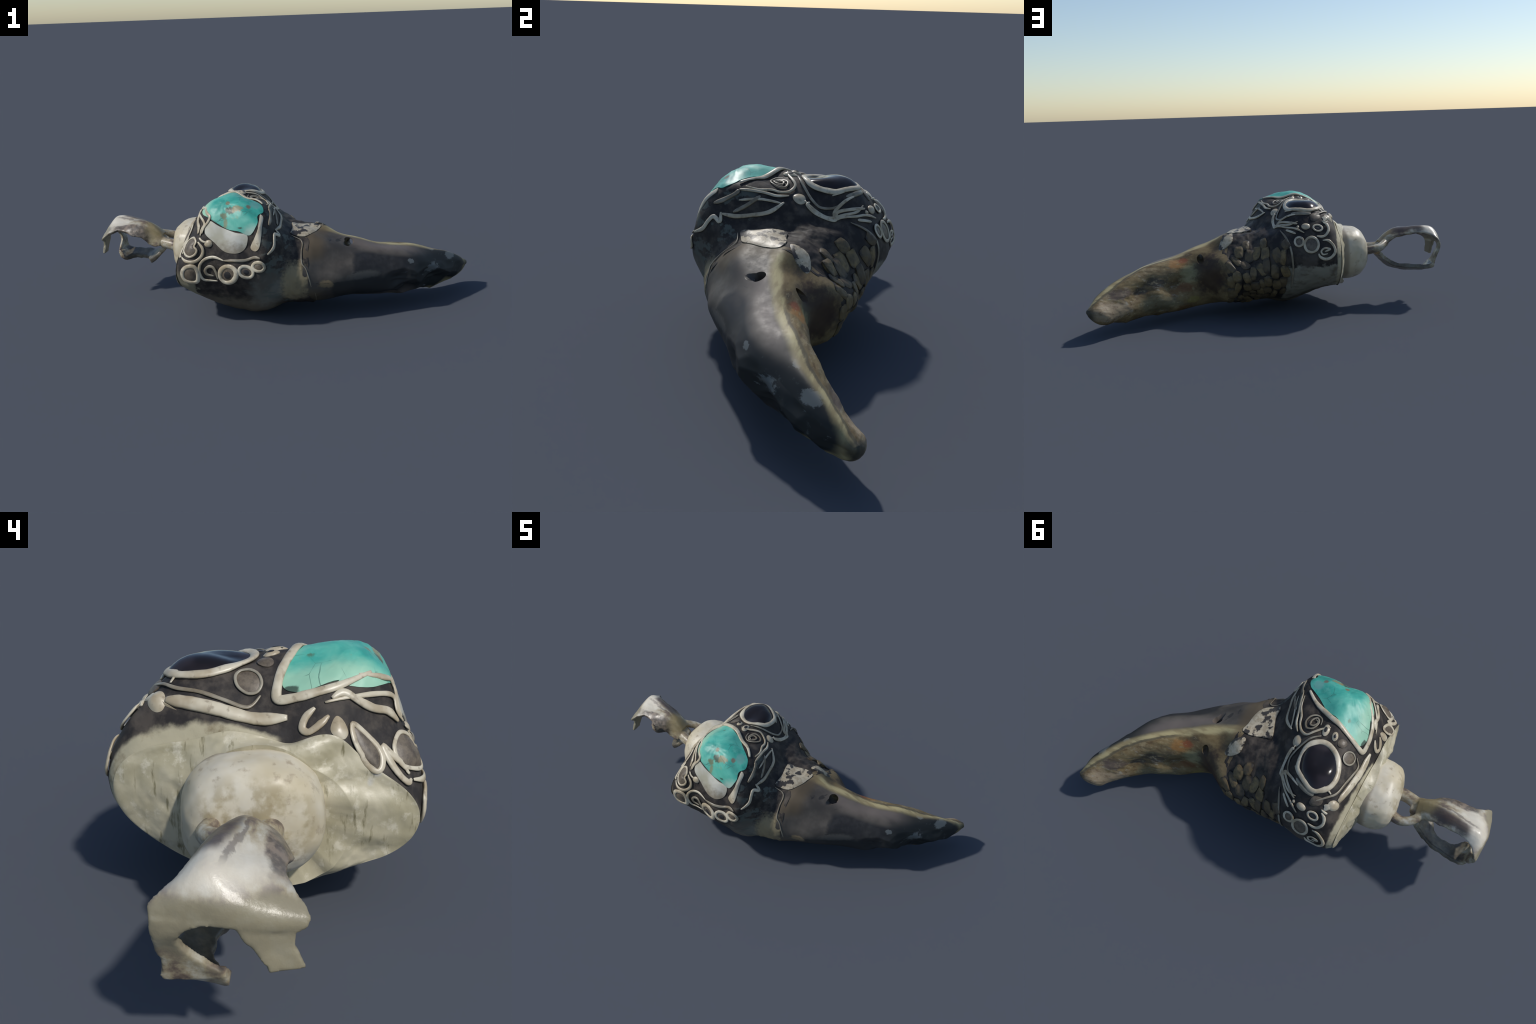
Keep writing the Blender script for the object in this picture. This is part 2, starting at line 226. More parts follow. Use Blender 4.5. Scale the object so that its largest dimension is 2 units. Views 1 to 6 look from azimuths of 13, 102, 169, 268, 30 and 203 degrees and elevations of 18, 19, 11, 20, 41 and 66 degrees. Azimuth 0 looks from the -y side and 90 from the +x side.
def outward(p, n):
    c = min(_mid, key=lambda q: (q - p).length)
    return n if n.dot(p - c) > 0 else -n


def snap(p):
    q, n, _, _ = TARGET.find_nearest(Vector(p))
    return q, outward(q, n)


def catmull(pts, n, closed):
    pts = [Vector(p) for p in pts]
    m = len(pts)
    segs = m if closed else m - 1
    out = []
    for i in range(n if closed else n + 1):
        t = i * segs / n
        j = min(int(t), segs - 1)
        f = t - j
        if closed:
            q = [pts[(j + d) % m] for d in (-1, 0, 1, 2)]
        else:
            q = [pts[max(0, min(m - 1, j + d))] for d in (-1, 0, 1, 2)]
        out.append(hermite(*q, f))
    return out


def fractal(p, size, octaves=3):
    v, a = 0.0, 1.0
    p = Vector(p) / size
    for _ in range(octaves):
        v += a * noise.noise(p)
        a *= 0.5
        p = p * 2.1
    return v


def tube(points, radii, sides=10, squash=None, flat=1.0, loop=False):
    """Verts and faces of a capped tube through points; squash = per point (normal, factor)."""
    v, f = [], []
    n = len(points)
    prev = None
    for i, p in enumerate(points):
        t = (points[(i + 1) % n] - points[i - 1]) if loop else (points[min(i + 1, n - 1)] - points[max(i - 1, 0)])
        t = t.normalized() if t.length > 1e-9 else Vector((1, 0, 0))
        if squash:
            up = squash[i] - t * squash[i].dot(t)
        else:
            up = (prev - t * prev.dot(t)) if prev else t.orthogonal()
        up = up.normalized() if up.length > 1e-6 else t.orthogonal().normalized()
        prev = up
        sd = t.cross(up)
        for k in range(sides):
            a = 2 * math.pi * k / sides
            v.append(p + (up * (math.cos(a) * flat) + sd * (math.sin(a) / flat)) * radii[i])
    f = lathe_faces(n, sides)
    if loop:
        o = (n - 1) * sides
        return v, f + [(o + k, o + (k + 1) % sides, (k + 1) % sides, k) for k in range(sides)]
    f.append(tuple(range(sides))[::-1])
    f.append(tuple(range((n - 1) * sides, n * sides)))
    return v, f


def wire(name, pts, r, mat, parent, closed=False, lift=0.0, taper=0.4, snapped=True):
    n = max(12, 6 * len(pts))
    path = catmull(pts, n, closed)
    P, N, R = [], [], []
    m = len(path)
    for i, p in enumerate(path):
        q, nn = snap(p)
        if not snapped:
            q = p
        e = 1.0
        if not closed:
            s = min(i, m - 1 - i) / (m * 0.16)
            e = taper + (1 - taper) * min(1, s)
        w = 1 + 0.15 * fractal(q, 0.04, 2)
        P.append(q + nn * r * lift)
        N.append(nn)
        R.append(0.62 * r * e * w)
    v, f = tube(P, R, 12, N, 0.70, closed)
    return make(name, v, f, mat, parent)


def patch(name, pts, h, mat, parent, base=0.002, power=2.2, rings=7, cols=44, smooth_to=None, rough=0.0, sink=0.006):
    """Domed piece lying on the body inside a closed outline."""
    out = catmull(pts, cols, True)
    c = sum(out, Vector()) / len(out)
    nrm = Vector()
    for p in out:
        nrm += snap(p)[1]
    nrm += snap(c)[1] * len(out)
    nrm.normalize()
    v = []

    def drop(p, rho, off):
        hit, n, _, _ = TARGET.ray_cast(p + nrm * 0.12, -nrm, 0.3)
        q, n = (hit, outward(hit, n)) if hit else snap(p)
        n = (n + nrm).normalized()
        return q + n * (off + rough * fractal(q, 0.03))
    for i in range(rings):
        rho = 1 - i / rings
        off = base + h * (1 - rho ** power)
        for p in out:
            v.append(drop(c.lerp(p, rho), rho, off))
    v.append(drop(c, 0, base + h))
    rim = v[:cols]
    low = [snap(p)[0] - snap(p)[1] * sink for p in rim]
    k0 = len(v)
    v += low
    f = lathe_faces(rings, cols)
    a = (rings - 1) * cols
    f += [(a + k, a + (k + 1) % cols, rings * cols) for k in range(cols)]
    f += [(k, (k + 1) % cols, k0 + (k + 1) % cols, k0 + k) for k in range(cols)]
    f.append(tuple(range(k0, k0 + cols)))
    return make(name, v, f, mat, parent, angle=50)


# ---------------------------------------------------------------- materials
class Nodes:
    def __init__(self, name, coord="Object"):
        self.mat = bpy.data.materials.new(name)
        self.mat.use_nodes = True
        self.t = self.mat.node_tree
        self.b = self.t.nodes["Principled BSDF"]
        self.co = self.t.nodes.new("ShaderNodeTexCoord").outputs[coord]
        sp = self.t.nodes.new("ShaderNodeSeparateXYZ")
        self.t.links.new(self.co, sp.inputs[0])
        self.x, self.y, self.z = sp.outputs

    def put(self, sock, val):
        if isinstance(val, bpy.types.NodeSocket):
            self.t.links.new(val, sock)
        elif isinstance(val, (tuple, list)) and len(val) == 3 and sock.type == "RGBA":
            sock.default_value = (*val, 1)
        else:
            sock.default_value = val

    def math(self, op, a, b=0.0, clamp=False):
        n = self.t.nodes.new("ShaderNodeMath")
        n.operation, n.use_clamp = op, clamp
        self.put(n.inputs[0], a)
        self.put(n.inputs[1], b)
        return n.outputs[0]

    def noise(self, scale, detail=4.0, rough=0.55, stretch=(1, 1, 1), seed=0.0, dist=0.0):
        m = self.t.nodes.new("ShaderNodeMapping")
        m.inputs["Scale"].default_value = stretch
        m.inputs["Location"].default_value = (seed, seed * 1.7, -seed)
        self.t.links.new(self.co, m.inputs[0])
        n = self.t.nodes.new("ShaderNodeTexNoise")
        n.inputs["Scale"].default_value = scale
        n.inputs["Detail"].default_value = detail
        n.inputs["Roughness"].default_value = rough
        n.inputs["Distortion"].default_value = dist
        self.t.links.new(m.outputs[0], n.inputs["Vector"])
        return n.outputs["Fac"]

    def cells(self, scale, feature="DISTANCE_TO_EDGE", stretch=(1, 1, 1)):
        m = self.t.nodes.new("ShaderNodeMapping")
        m.inputs["Scale"].default_value = stretch
        self.t.links.new(self.co, m.inputs[0])
        n = self.t.nodes.new("ShaderNodeTexVoronoi")
        n.feature = feature
        n.inputs["Scale"].default_value = scale
        self.t.links.new(m.outputs[0], n.inputs["Vector"])
        return n.outputs["Distance"]

    def step(self, v, lo, hi, a=0.0, b=1.0):
        n = self.t.nodes.new("ShaderNodeMapRange")
        n.interpolation_type = "SMOOTHSTEP"
        for s, x in zip(n.inputs[:5], (v, lo, hi, a, b)):
            self.put(s, x)
        return n.outputs[0]

    def ramp(self, v, stops):
        n = self.t.nodes.new("ShaderNodeValToRGB")
        e = n.color_ramp.elements
        while len(e) < len(stops):
            e.new(0.5)
        for el, (p, c) in zip(e, stops):
            el.position = p
            el.color = (*c, 1) if isinstance(c, tuple) else (c, c, c, 1)
        self.put(n.inputs[0], v)
        return n.outputs[0]

    def mix(self, fac, a, b):
        n = self.t.nodes.new("ShaderNodeMix")
        n.data_type = "RGBA"
        self.put(n.inputs[0], fac)
        self.put(n.inputs[6], a)
        self.put(n.inputs[7], b)
        return n.outputs[2]

    def blob(self, p, r, soft=0.5, wobble=0.0, scale=(1, 1, 1), n=None):
        """1 inside a ball (stretched by scale) round p, ragged by noise."""
        m = self.t.nodes.new("ShaderNodeVectorMath")
        m.operation = "SUBTRACT"
        self.put(m.inputs[0], self.co)
        m.inputs[1].default_value = p
        s = self.t.nodes.new("ShaderNodeVectorMath")
        s.operation = "DIVIDE"
        self.t.links.new(m.outputs[0], s.inputs[0])
        s.inputs[1].default_value = [r * q for q in scale]
        l = self.t.nodes.new("ShaderNodeVectorMath")
        l.operation = "LENGTH"
        self.t.links.new(s.outputs[0], l.inputs[0])
        d = l.outputs["Value"]
        if wobble:
            d = self.math("ADD", d, self.math("MULTIPLY", self.math("SUBTRACT", n or self.noise(16), 0.5), wobble))
        return self.step(d, 1 + soft / 2, 1 - soft / 2)

    def done(self, colour, rough=0.45, metal=0.0, bump=None, strength=0.2, dist=0.01, spec=0.5, coat=0.0):
        self.put(self.b.inputs["Base Color"], colour)
        self.put(self.b.inputs["Roughness"], rough)
        self.put(self.b.inputs["Metallic"], metal)
        self.put(self.b.inputs["Specular IOR Level"], spec)
        self.put(self.b.inputs["Coat Weight"], coat)
        if bump is not None:
            n = self.t.nodes.new("ShaderNodeBump")
            n.inputs["Strength"].default_value = strength
            n.inputs["Distance"].default_value = dist
            self.put(n.inputs["Height"], bump)
            self.t.links.new(n.outputs[0], self.b.inputs["Normal"])
        return self.mat


def mat_setting():
    n = Nodes("oxidised_silver")
    f = n.noise(22, 6, 0.6)
    fine = n.noise(70, 4, 0.6)
    dark = n.mix(n.step(f, 0.42, 0.68), (0.026, 0.023, 0.022), (0.066, 0.056, 0.047))
    pale = n.mix(n.step(fine, 0.35, 0.65), (0.30, 0.27, 0.20), (0.20, 0.18, 0.13))
    wob = n.math("MULTIPLY", n.math("SUBTRACT", n.noise(26, 5, 0.6), 0.5), 0.10)
    zz = n.math("ADD", n.z, wob)
    # bare polished band low on the far flank, worn bottom on the near flank
    far = n.math("MULTIPLY", n.step(n.y, 0.12, 0.16), n.step(zz, 0.300, 0.285))
    far = n.math("MULTIPLY", far, n.step(n.x, -0.045, -0.055))
    near = n.math("MULTIPLY", n.step(n.y, 0.14, 0.10), n.step(zz, 0.175, 0.10))
    near = n.math("MULTIPLY", near, n.step(n.x, 0.1, 0.02))
    front = n.blob((0.03, -0.36, 0.16), 0.11, 0.7, 1.2, (0.9, 1, 1.3), f)
    worn = n.blob((0.145, -0.29, 0.21), 0.075, 0.6, 1.0, (0.9, 1, 1.7), fine)
    col = n.mix(n.math("MULTIPLY", near, 0.6), dark, (0.20, 0.17, 0.12))
    col = n.mix(n.math("MULTIPLY", front, 0.7), col, (0.20, 0.20, 0.17))
    col = n.mix(n.math("MULTIPLY", worn, 0.8), col, (0.30, 0.25, 0.15))
    col = n.mix(far, col, n.mix(n.step(f, 0.5, 0.75), (0.25, 0.24, 0.19), (0.15, 0.13, 0.09)))
    gap = n.math("MULTIPLY", n.math("MULTIPLY", n.step(n.x, -0.03, 0.01), n.step(n.x, 0.15, 0.10)), n.step(n.y, -0.08, -0.16))
    painted_sheen = n.step(n.noise(10, 4, 0.6, (0.8, 1.6, 2.2), 8.0), 0.52, 0.60)  # gloss on the folded metal, painted as grey-green patches in the base colour
    col = n.mix(n.math("MULTIPLY", n.math("MULTIPLY", gap, painted_sheen), 0.75), col, (0.105, 0.120, 0.105))
    # rubbed brownish tone on the top
    top = n.math("MULTIPLY", n.step(n.noise(9, 5, 0.6, seed=3.0), 0.52, 0.68), 0.6)
    col = n.mix(top, col, (0.105, 0.088, 0.072))
    # cream flange beyond the ornament on the far shoulder
    edge = n.math("ADD", n.math("MULTIPLY", n.y, 0.2), -0.392)
    lip = n.math("MULTIPLY", n.step(n.math("SUBTRACT", n.x, n.math("ADD", edge, n.math("MULTIPLY", wob, 0.15))), 0.004, -0.006), n.step(n.y, -0.02, 0.0))
    col = n.mix(lip, col, n.mix(n.step(f, 0.5, 0.75), (0.40, 0.36, 0.25), (0.22, 0.18, 0.11)))
    rimp = n.math("MULTIPLY", n.step(n.math("ADD", n.x, wob), -0.345, -0.365), n.step(zz, 0.30, 0.22))
    col = n.mix(rimp, col, (0.24, 0.22, 0.15))
    return n.done(col, n.step(f, 0.3, 0.7, 0.5, 0.68), 0.0, n.noise(60, 5), 0.2, 0.005, 0.18)


def mat_back():
    n = Nodes("tarnished_back_silver")
    a, b, c = n.noise(7, 4), n.noise(24, 6, 0.65), n.noise(14, 5, 0.6, (1, 3, 0.6), 3.0)
    col = n.mix(n.step(a, 0.35, 0.65), (0.50, 0.45, 0.32), (0.37, 0.33, 0.215))
    col = n.mix(n.math("MULTIPLY", n.step(b, 0.52, 0.7), 0.75), col, (0.64, 0.59, 0.46))
    col = n.mix(n.math("MULTIPLY", n.step(c, 0.57, 0.68), 0.8), col, (0.15, 0.13, 0.06))
    col = n.mix(n.math("MULTIPLY", n.step(n.noise(9, 2, 0.5, seed=6.0), 0.70, 0.76), 0.5), col, (0.25, 0.32, 0.50))
    top = n.step(n.math("ADD", n.z, n.math("MULTIPLY", b, 0.05)), 0.490, 0.520)
    top = n.math("MULTIPLY", top, n.step(n.math("SUBTRACT", n.x, n.math("MULTIPLY", n.y, 0.2)), -0.392, -0.378))
    col = n.mix(top, col, (0.045, 0.038, 0.030))
    return n.done(col, 0.4, 0.0, b, 0.2, 0.006)


def mat_dome():
    n = Nodes("polished_silver")
    a, b = n.noise(6, 4), n.noise(30, 5, 0.6)
    col = n.mix(n.step(a, 0.3, 0.7), (0.60, 0.56, 0.465), (0.50, 0.43, 0.29))
    col = n.mix(n.math("MULTIPLY", n.step(b, 0.55, 0.70), 0.6), col, (0.27, 0.21, 0.14))
    near = n.math("MULTIPLY", n.step(n.x, -0.52, -0.57), n.step(n.noise(18, 4), 0.42, 0.6))
    col = n.mix(n.math("MULTIPLY", near, 0.75), col, (0.28, 0.22, 0.11))
    foot = n.math("MULTIPLY", n.step(n.x, -0.445, -0.425), 0.7)
    col = n.mix(foot, col, (0.24, 0.19, 0.13))
    return n.done(col, 0.42, 0.0, b, 0.08, 0.004, 0.5)


def mat_bail():
    n = Nodes("bail_silver")
    a = n.noise(13, 5, 0.6, (1, 1.6, 1.6))
    b = n.noise(34, 5, 0.6)
    col = n.ramp(a, [(0.30, (0.05, 0.038, 0.032)), (0.42, (0.16, 0.12, 0.09)), (0.50, (0.30, 0.25, 0.16)), (0.60, (0.42, 0.39, 0.31)), (0.75, (0.60, 0.58, 0.52))])
    pale = n.math("MULTIPLY", n.step(n.x, -0.80, -0.90), n.step(n.z, 0.37, 0.41))
    col = n.mix(n.math("MULTIPLY", pale, 0.8), col, (0.64, 0.59, 0.49))
    end = n.math("MULTIPLY", n.step(n.x, -0.945, -0.965), n.step(n.z, 0.395, 0.375))
    col = n.mix(n.math("MULTIPLY", end, 0.9), col, (0.25, 0.222, 0.148))
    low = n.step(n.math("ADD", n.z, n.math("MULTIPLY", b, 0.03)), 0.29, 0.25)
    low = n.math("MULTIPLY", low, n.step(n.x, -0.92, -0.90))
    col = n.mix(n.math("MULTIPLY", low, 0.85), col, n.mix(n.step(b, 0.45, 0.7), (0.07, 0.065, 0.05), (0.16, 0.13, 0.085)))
    # brown flank on the near side, a dark streak each side of the pale crown
    wy = n.math("ADD", n.y, n.math("MULTIPLY", n.math("SUBTRACT", a, 0.5), 0.05))
    strap = n.math("MULTIPLY", n.step(n.z, 0.335, 0.350), n.step(n.x, -0.955, -0.90))
    flank = n.math("MULTIPLY", n.step(wy, 0.052, 0.036), strap)
    col = n.mix(n.math("MULTIPLY", flank, 0.85), col, n.mix(n.step(b, 0.40, 0.62), (0.20, 0.155, 0.115), (0.050, 0.038, 0.032)))
    spread = n.math("MULTIPLY", n.math("ADD", n.x, 0.70), -0.30)          # the far streak fans outward along the strap
    m = n.step(n.math("ABSOLUTE", n.math("SUBTRACT", n.math("SUBTRACT", wy, spread), 0.090)), 0.038, 0.016)
    m = n.math("MULTIPLY", m, n.math("MULTIPLY", strap, n.step(n.x, -0.92, -0.88)))
    col = n.mix(n.math("MULTIPLY", m, 0.9), col, (0.055, 0.040, 0.035))
    rim2 = n.math("MULTIPLY", n.step(n.math("ABSOLUTE", n.math("SUBTRACT", n.math("SUBTRACT", wy, spread), 0.050)), 0.008, 0.003), n.math("MULTIPLY", strap, n.step(n.x, -0.72, -0.74)))
    col = n.mix(n.math("MULTIPLY", rim2, 0.6), col, (0.07, 0.05, 0.045))
    neck = n.blob((-0.69, 0.06, 0.38), 0.06, 0.8, 0.8)
    col = n.mix(n.math("MULTIPLY", neck, 0.7), col, (0.30, 0.24, 0.11))
    return n.done(col, 0.35, 0.0, b, 0.25, 0.006)


def mat_silver(name="raised_silver", light=1.0):
    n = Nodes(name)
    a, b = n.noise(13, 3), n.noise(45, 4, 0.55)
    col = n.mix(n.step(a, 0.36, 0.66), tuple(light * q for q in (0.56, 0.505, 0.385)), tuple(light * q for q in (0.36, 0.295, 0.195)))
    col = n.mix(n.math("MULTIPLY", n.step(b, 0.56, 0.70), 0.55), col, tuple(light * q for q in (0.20, 0.155, 0.10)))
    return n.done(col, 0.36, 0.0, b, 0.06, 0.004)


def mat_disc():
    n = Nodes("brown_tarnish")
    b = n.noise(45, 5, 0.65)
    col = n.mix(n.step(b, 0.35, 0.7), (0.15, 0.12, 0.085), (0.065, 0.05, 0.036))
    return n.done(col, 0.45, 0.0, b, 0.2, 0.004)


def mat_dark():
    n = Nodes("dark_recess")
    return n.done(n.mix(n.noise(30), (0.012, 0.012, 0.014), (0.03, 0.027, 0.026)), 0.5)


def mat_facet():
    n = Nodes("burnished_silver")
    a, b = n.noise(9, 3), n.noise(40, 5)
    col = n.mix(n.step(a, 0.35, 0.65), (0.52, 0.51, 0.45), (0.40, 0.38, 0.29))
    low = n.math("MULTIPLY", n.step(n.math("ADD", n.z, n.math("MULTIPLY", b, 0.08)), 0.515, 0.445), 0.85)
    col = n.mix(low, col, (0.20, 0.165, 0.11))
    return n.done(col, 0.3, 0.0, b, 0.06, 0.004)


def mat_turquoise():
    n = Nodes("turquoise_stone")
    a, b = n.noise(6.5, 5, 0.6, dist=0.6), n.noise(22, 5, 0.6)
    col = n.ramp(a, [(0.30, (0.022, 0.22, 0.18)), (0.45, (0.040, 0.33, 0.265)), (0.58, (0.09, 0.41, 0.32)), (0.72, (0.18, 0.48, 0.37))])
    col = n.mix(n.math("MULTIPLY", n.step(b, 0.5, 0.72), 0.35), col, (0.18, 0.52, 0.42))
    edge = n.step(n.math("ADD", n.x, n.math("MULTIPLY", b, 0.05)), -0.235, -0.29)
    col = n.mix(n.math("MULTIPLY", edge, 0.6), col, (0.40, 0.58, 0.40))
    low = n.step(n.z, 0.55, 0.49)
    col = n.mix(n.math("MULTIPLY", low, 0.35), col, (0.16, 0.42, 0.33))
    vein = n.math("MULTIPLY", n.step(n.noise(15, 6, 0.65, (1, 1, 1), 9.0, 1.2), 0.60, 0.68), 0.40)
    col = n.mix(vein, col, (0.19, 0.27, 0.15))
    # matrix: brown spots and fine dark cracks
    for p, r, c, s in (((-0.171, -0.285, 0.594), 0.020, (0.055, 0.045, 0.025), (1, 1, 1)), ((-0.135, -0.285, 0.603), 0.022, (0.24, 0.20, 0.10), (1.3, 0.8, 0.8)),
                       ((-0.189, -0.251, 0.621), 0.010, (0.18, 0.13, 0.07), (1, 1, 1)), ((-0.082, -0.268, 0.610), 0.013, (0.16, 0.10, 0.07), (1.2, 1, 1)),
                       ((-0.20, -0.30, 0.57), 0.016, (0.16, 0.16, 0.08), (1, 1, 1)), ((-0.19, -0.322, 0.53), 0.02, (0.20, 0.22, 0.12), (0.6, 1, 1.3)),
                       ((-0.11, -0.33, 0.52), 0.011, (0.03, 0.05, 0.03), (1.6, 1, 0.5)), ((-0.335, -0.04, 0.555), 0.014, (0.02, 0.03, 0.02), (1, 1.5, 1)),
                       ((-0.24, -0.10, 0.615), 0.012, (0.08, 0.15, 0.09), (1, 1, 1)), ((-0.06, -0.24, 0.60), 0.03, (0.11, 0.30, 0.27), (1, 1, 1))):
        col = n.mix(n.math("MULTIPLY", n.blob(p, r, 0.6, 2.4, s, n.noise(40, 6, 0.7)), 0.85), col, c)
    fade = n.blob((-0.045, -0.36, 0.485), 0.05, 1.0, 0.8, (1, 1, 1), b)
    col = n.mix(n.math("MULTIPLY", fade, 0.75), col, (0.42, 0.50, 0.43))
    cr = n.math("MULTIPLY", n.step(n.cells(11, stretch=(1, 1.5, 1)), 0.018, 0.004), n.step(n.noise(9, 2, seed=2.0), 0.5, 0.6))
    col = n.mix(n.math("MULTIPLY", cr, 0.7), col, (0.03, 0.10, 0.08))
    return n.done(col, 0.45, 0.0, b, 0.08, 0.006)


def mat_onyx():
    n = Nodes("black_onyx")
    col = n.mix(n.step(n.noise(7, 2), 0.45, 0.65), (0.011, 0.009, 0.010), (0.026, 0.021, 0.024))
    return n.done(col, 0.14, 0.0, None, spec=0.3)


def mat_claw():
    n = Nodes("horn_claw")
    a = n.noise(9, 5, 0.6)
    b = n.noise(26, 6, 0.65)
    grain = n.noise(30, 5, 0.6, (0.18, 1, 1))
    # d: sideways distance from the crest that runs along the top of the curved claw
    crest = n.ramp(n.math("DIVIDE", n.x, 1.0), [(0.20, 0.5), (0.38, 0.525), (0.50, 0.56), (0.60, 0.595), (0.72, 0.655), (0.80, 0.70), (0.90, 0.785), (1.0, 0.87)])
    d = n.math("SUBTRACT", n.math("ADD", n.y, 0.5), crest)
    d = n.math("ADD", d, n.math("MULTIPLY", n.math("SUBTRACT", grain, 0.5), 0.03))
    grey = n.mix(n.step(a, 0.35, 0.65), (0.092, 0.082, 0.070), (0.056, 0.050, 0.044))
    black = n.mix(n.step(b, 0.4, 0.65), (0.015, 0.016, 0.018), (0.026, 0.027, 0.029))
    # dark flank panel that begins at mid length
    px = n.step(n.math("ADD", n.x, n.math("MULTIPLY", n.math("SUBTRACT", b, 0.5), 0.05)), 0.405, 0.435)
    pz = n.step(n.math("ADD", n.math("ADD", n.z, n.math("MULTIPLY", n.x, 0.19)), n.math("MULTIPLY", a, 0.02)), 0.436, 0.418)
    panel = n.math("MULTIPLY", px, pz)
    front = n.mix(n.math("MULTIPLY", panel, 0.9), grey, black)
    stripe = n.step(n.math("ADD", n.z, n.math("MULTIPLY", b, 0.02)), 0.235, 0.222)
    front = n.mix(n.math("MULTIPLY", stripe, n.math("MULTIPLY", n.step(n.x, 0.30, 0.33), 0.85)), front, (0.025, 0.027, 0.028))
    tip = n.step(n.x, 0.66, 0.76)
    front = n.mix(n.math("MULTIPLY", tip, 0.8), front, n.mix(n.step(b, 0.6, 0.72), (0.017, 0.020, 0.020), (0.070, 0.080, 0.080)))
    for p, r, s in (((0.899, 0.246, 0.227), 0.026, (1.3, 1.4, 0.8)), ((0.80, 0.11, 0.205), 0.030, (1.6, 1.7, 0.7)), ((0.70, 0.01, 0.265), 0.014, (1.4, 1, 1)),
                    ((0.69, 0.03, 0.17), 0.02, (1.8, 1, 0.6)), ((0.80, 0.19, 0.278), 0.012, (2.2, 1.4, 1))):
        front = n.mix(n.math("MULTIPLY", n.blob(p, r, 0.35, 2.6, s, n.noise(34, 6, 0.7, (1, 1, 1.6))), 0.6), front, (0.18, 0.20, 0.20))
    front = n.mix(n.math("MULTIPLY", n.blob((0.293, -0.23, 0.21), 0.03, 0.6, 2.2, (1.2, 1, 0.7), b), 0.8), front, (0.22, 0.17, 0.10))
    front = n.mix(n.math("MULTIPLY", n.blob((0.46, -0.13, 0.235), 0.06, 0.8, 1.8, (1.9, 1.2, 0.32), b), 0.8), front, (0.088, 0.085, 0.076))
    dash = n.math("MULTIPLY", n.step(n.noise(22, 3, 0.5, (0.5, 0.5, 2.4), 11.0), 0.66, 0.71), n.step(n.x, 0.60, 0.50))
    front = n.mix(n.math("MULTIPLY", dash, 0.7), front, (0.020, 0.020, 0.021))
    flake = n.math("MULTIPLY", n.step(n.noise(17, 5, 0.65, (0.7, 0.8, 2.0), 14.0), 0.62, 0.68), n.math("MULTIPLY", n.step(n.x, 0.62, 0.70), n.step(n.z, 0.26, 0.20)))
    front = n.mix(n.math("MULTIPLY", flake, 0.6), front, (0.15, 0.165, 0.165))
    foot = n.math("MULTIPLY", n.step(n.x, 0.30, 0.20), n.step(n.z, 0.22, 0.14))
    front = n.mix(n.math("MULTIPLY", foot, 0.5), front, (0.16, 0.12, 0.06))
    # inner curve: amber, rust, maroon, olive and tan patches
    back = n.ramp(n.noise(10, 6, 0.65, (0.6, 1.2, 1.2), 5.0), [(0.32, (0.060, 0.046, 0.030)), (0.45, (0.140, 0.100, 0.048)), (0.55, (0.195, 0.145, 0.070)), (0.70, (0.25, 0.185, 0.095))])
    for p, r, c, s in (((0.65, 0.22, 0.12), 0.075, (0.125, 0.115, 0.070), (1.8, 1.2, 0.6)), ((0.66, 0.19, 0.27), 0.06, (0.17, 0.130, 0.070), (1.8, 1, 0.6)),
                       ((0.64, 0.213, 0.232), 0.042, (0.048, 0.042, 0.036), (1.7, 1, 0.55)), ((0.73, 0.25, 0.20), 0.03, (0.055, 0.048, 0.045), (1.5, 1.2, 0.6)),
                       ((0.515, 0.155, 0.315), 0.045, (0.26, 0.130, 0.040), (1.2, 1, 0.6)), ((0.49, 0.13, 0.325), 0.022, (0.18, 0.055, 0.025), (1.2, 1, 0.8)),
                       ((0.455, 0.155, 0.255), 0.050, (0.23, 0.22, 0.120), (1.1, 1.2, 1.1)), ((0.49, 0.168, 0.185), 0.040, (0.150, 0.070, 0.030), (1.3, 1, 0.6)),
                       ((0.55, 0.19, 0.165), 0.030, (0.160, 0.090, 0.035), (1.5, 1, 0.6)), ((0.45, 0.165, 0.112), 0.032, (0.21, 0.170, 0.055), (1.3, 1.2, 0.6)),
                       ((0.50, 0.165, 0.075), 0.035, (0.120, 0.060, 0.020), (1.8, 1.2, 0.4)), ((0.34, 0.17, 0.245), 0.105, (0.034, 0.019, 0.016), (0.80, 1.2, 1.0)),
                       ((0.87, 0.375, 0.135), 0.085, (0.27, 0.215, 0.145), (1.6, 1.2, 0.50)), ((0.83, 0.30, 0.205), 0.05, (0.100, 0.076, 0.066), (1.7, 1.2, 0.45))):
        back = n.mix(n.math("MULTIPLY", n.blob(p, r, 0.7, 1.9, s, b), 0.82), back, c)
    fleck = n.noise(48, 5, 0.7, (0.55, 1, 1), 7.0)
    away = n.step(n.x, 0.40, 0.46)
    back = n.mix(n.math("MULTIPLY", n.math("MULTIPLY", n.step(fleck, 0.53, 0.66), away), 0.55), back, (0.30, 0.25, 0.145))
    back = n.mix(n.math("MULTIPLY", n.math("MULTIPLY", n.step(fleck, 0.45, 0.34), away), 0.6), back, (0.085, 0.048, 0.022))
    streak = n.math("MULTIPLY", n.step(n.noise(44, 5, 0.7, (0.3, 1, 1), 2.0), 0.57, 0.68), n.step(n.x, 0.50, 0.58))
    back = n.mix(n.math("MULTIPLY", streak, 0.6), back, (0.30, 0.29, 0.24))
    ivory = n.mix(n.step(grain, 0.4, 0.62), (0.40, 0.34, 0.18), (0.26, 0.21, 0.11))
    side = n.step(d, -0.030, 0.005)
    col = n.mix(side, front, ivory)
    mauve = n.math("MULTIPLY", n.step(d, -0.11, -0.05), n.step(d, -0.01, -0.03))
    col = n.mix(n.math("MULTIPLY", mauve, n.math("MULTIPLY", n.math("MULTIPLY", n.step(n.x, 0.34, 0.42), n.step(n.x, 0.80, 0.66)), 0.7)), col, (0.165, 0.138, 0.122))
    col = n.mix(n.step(d, 0.018, 0.040), col, back)
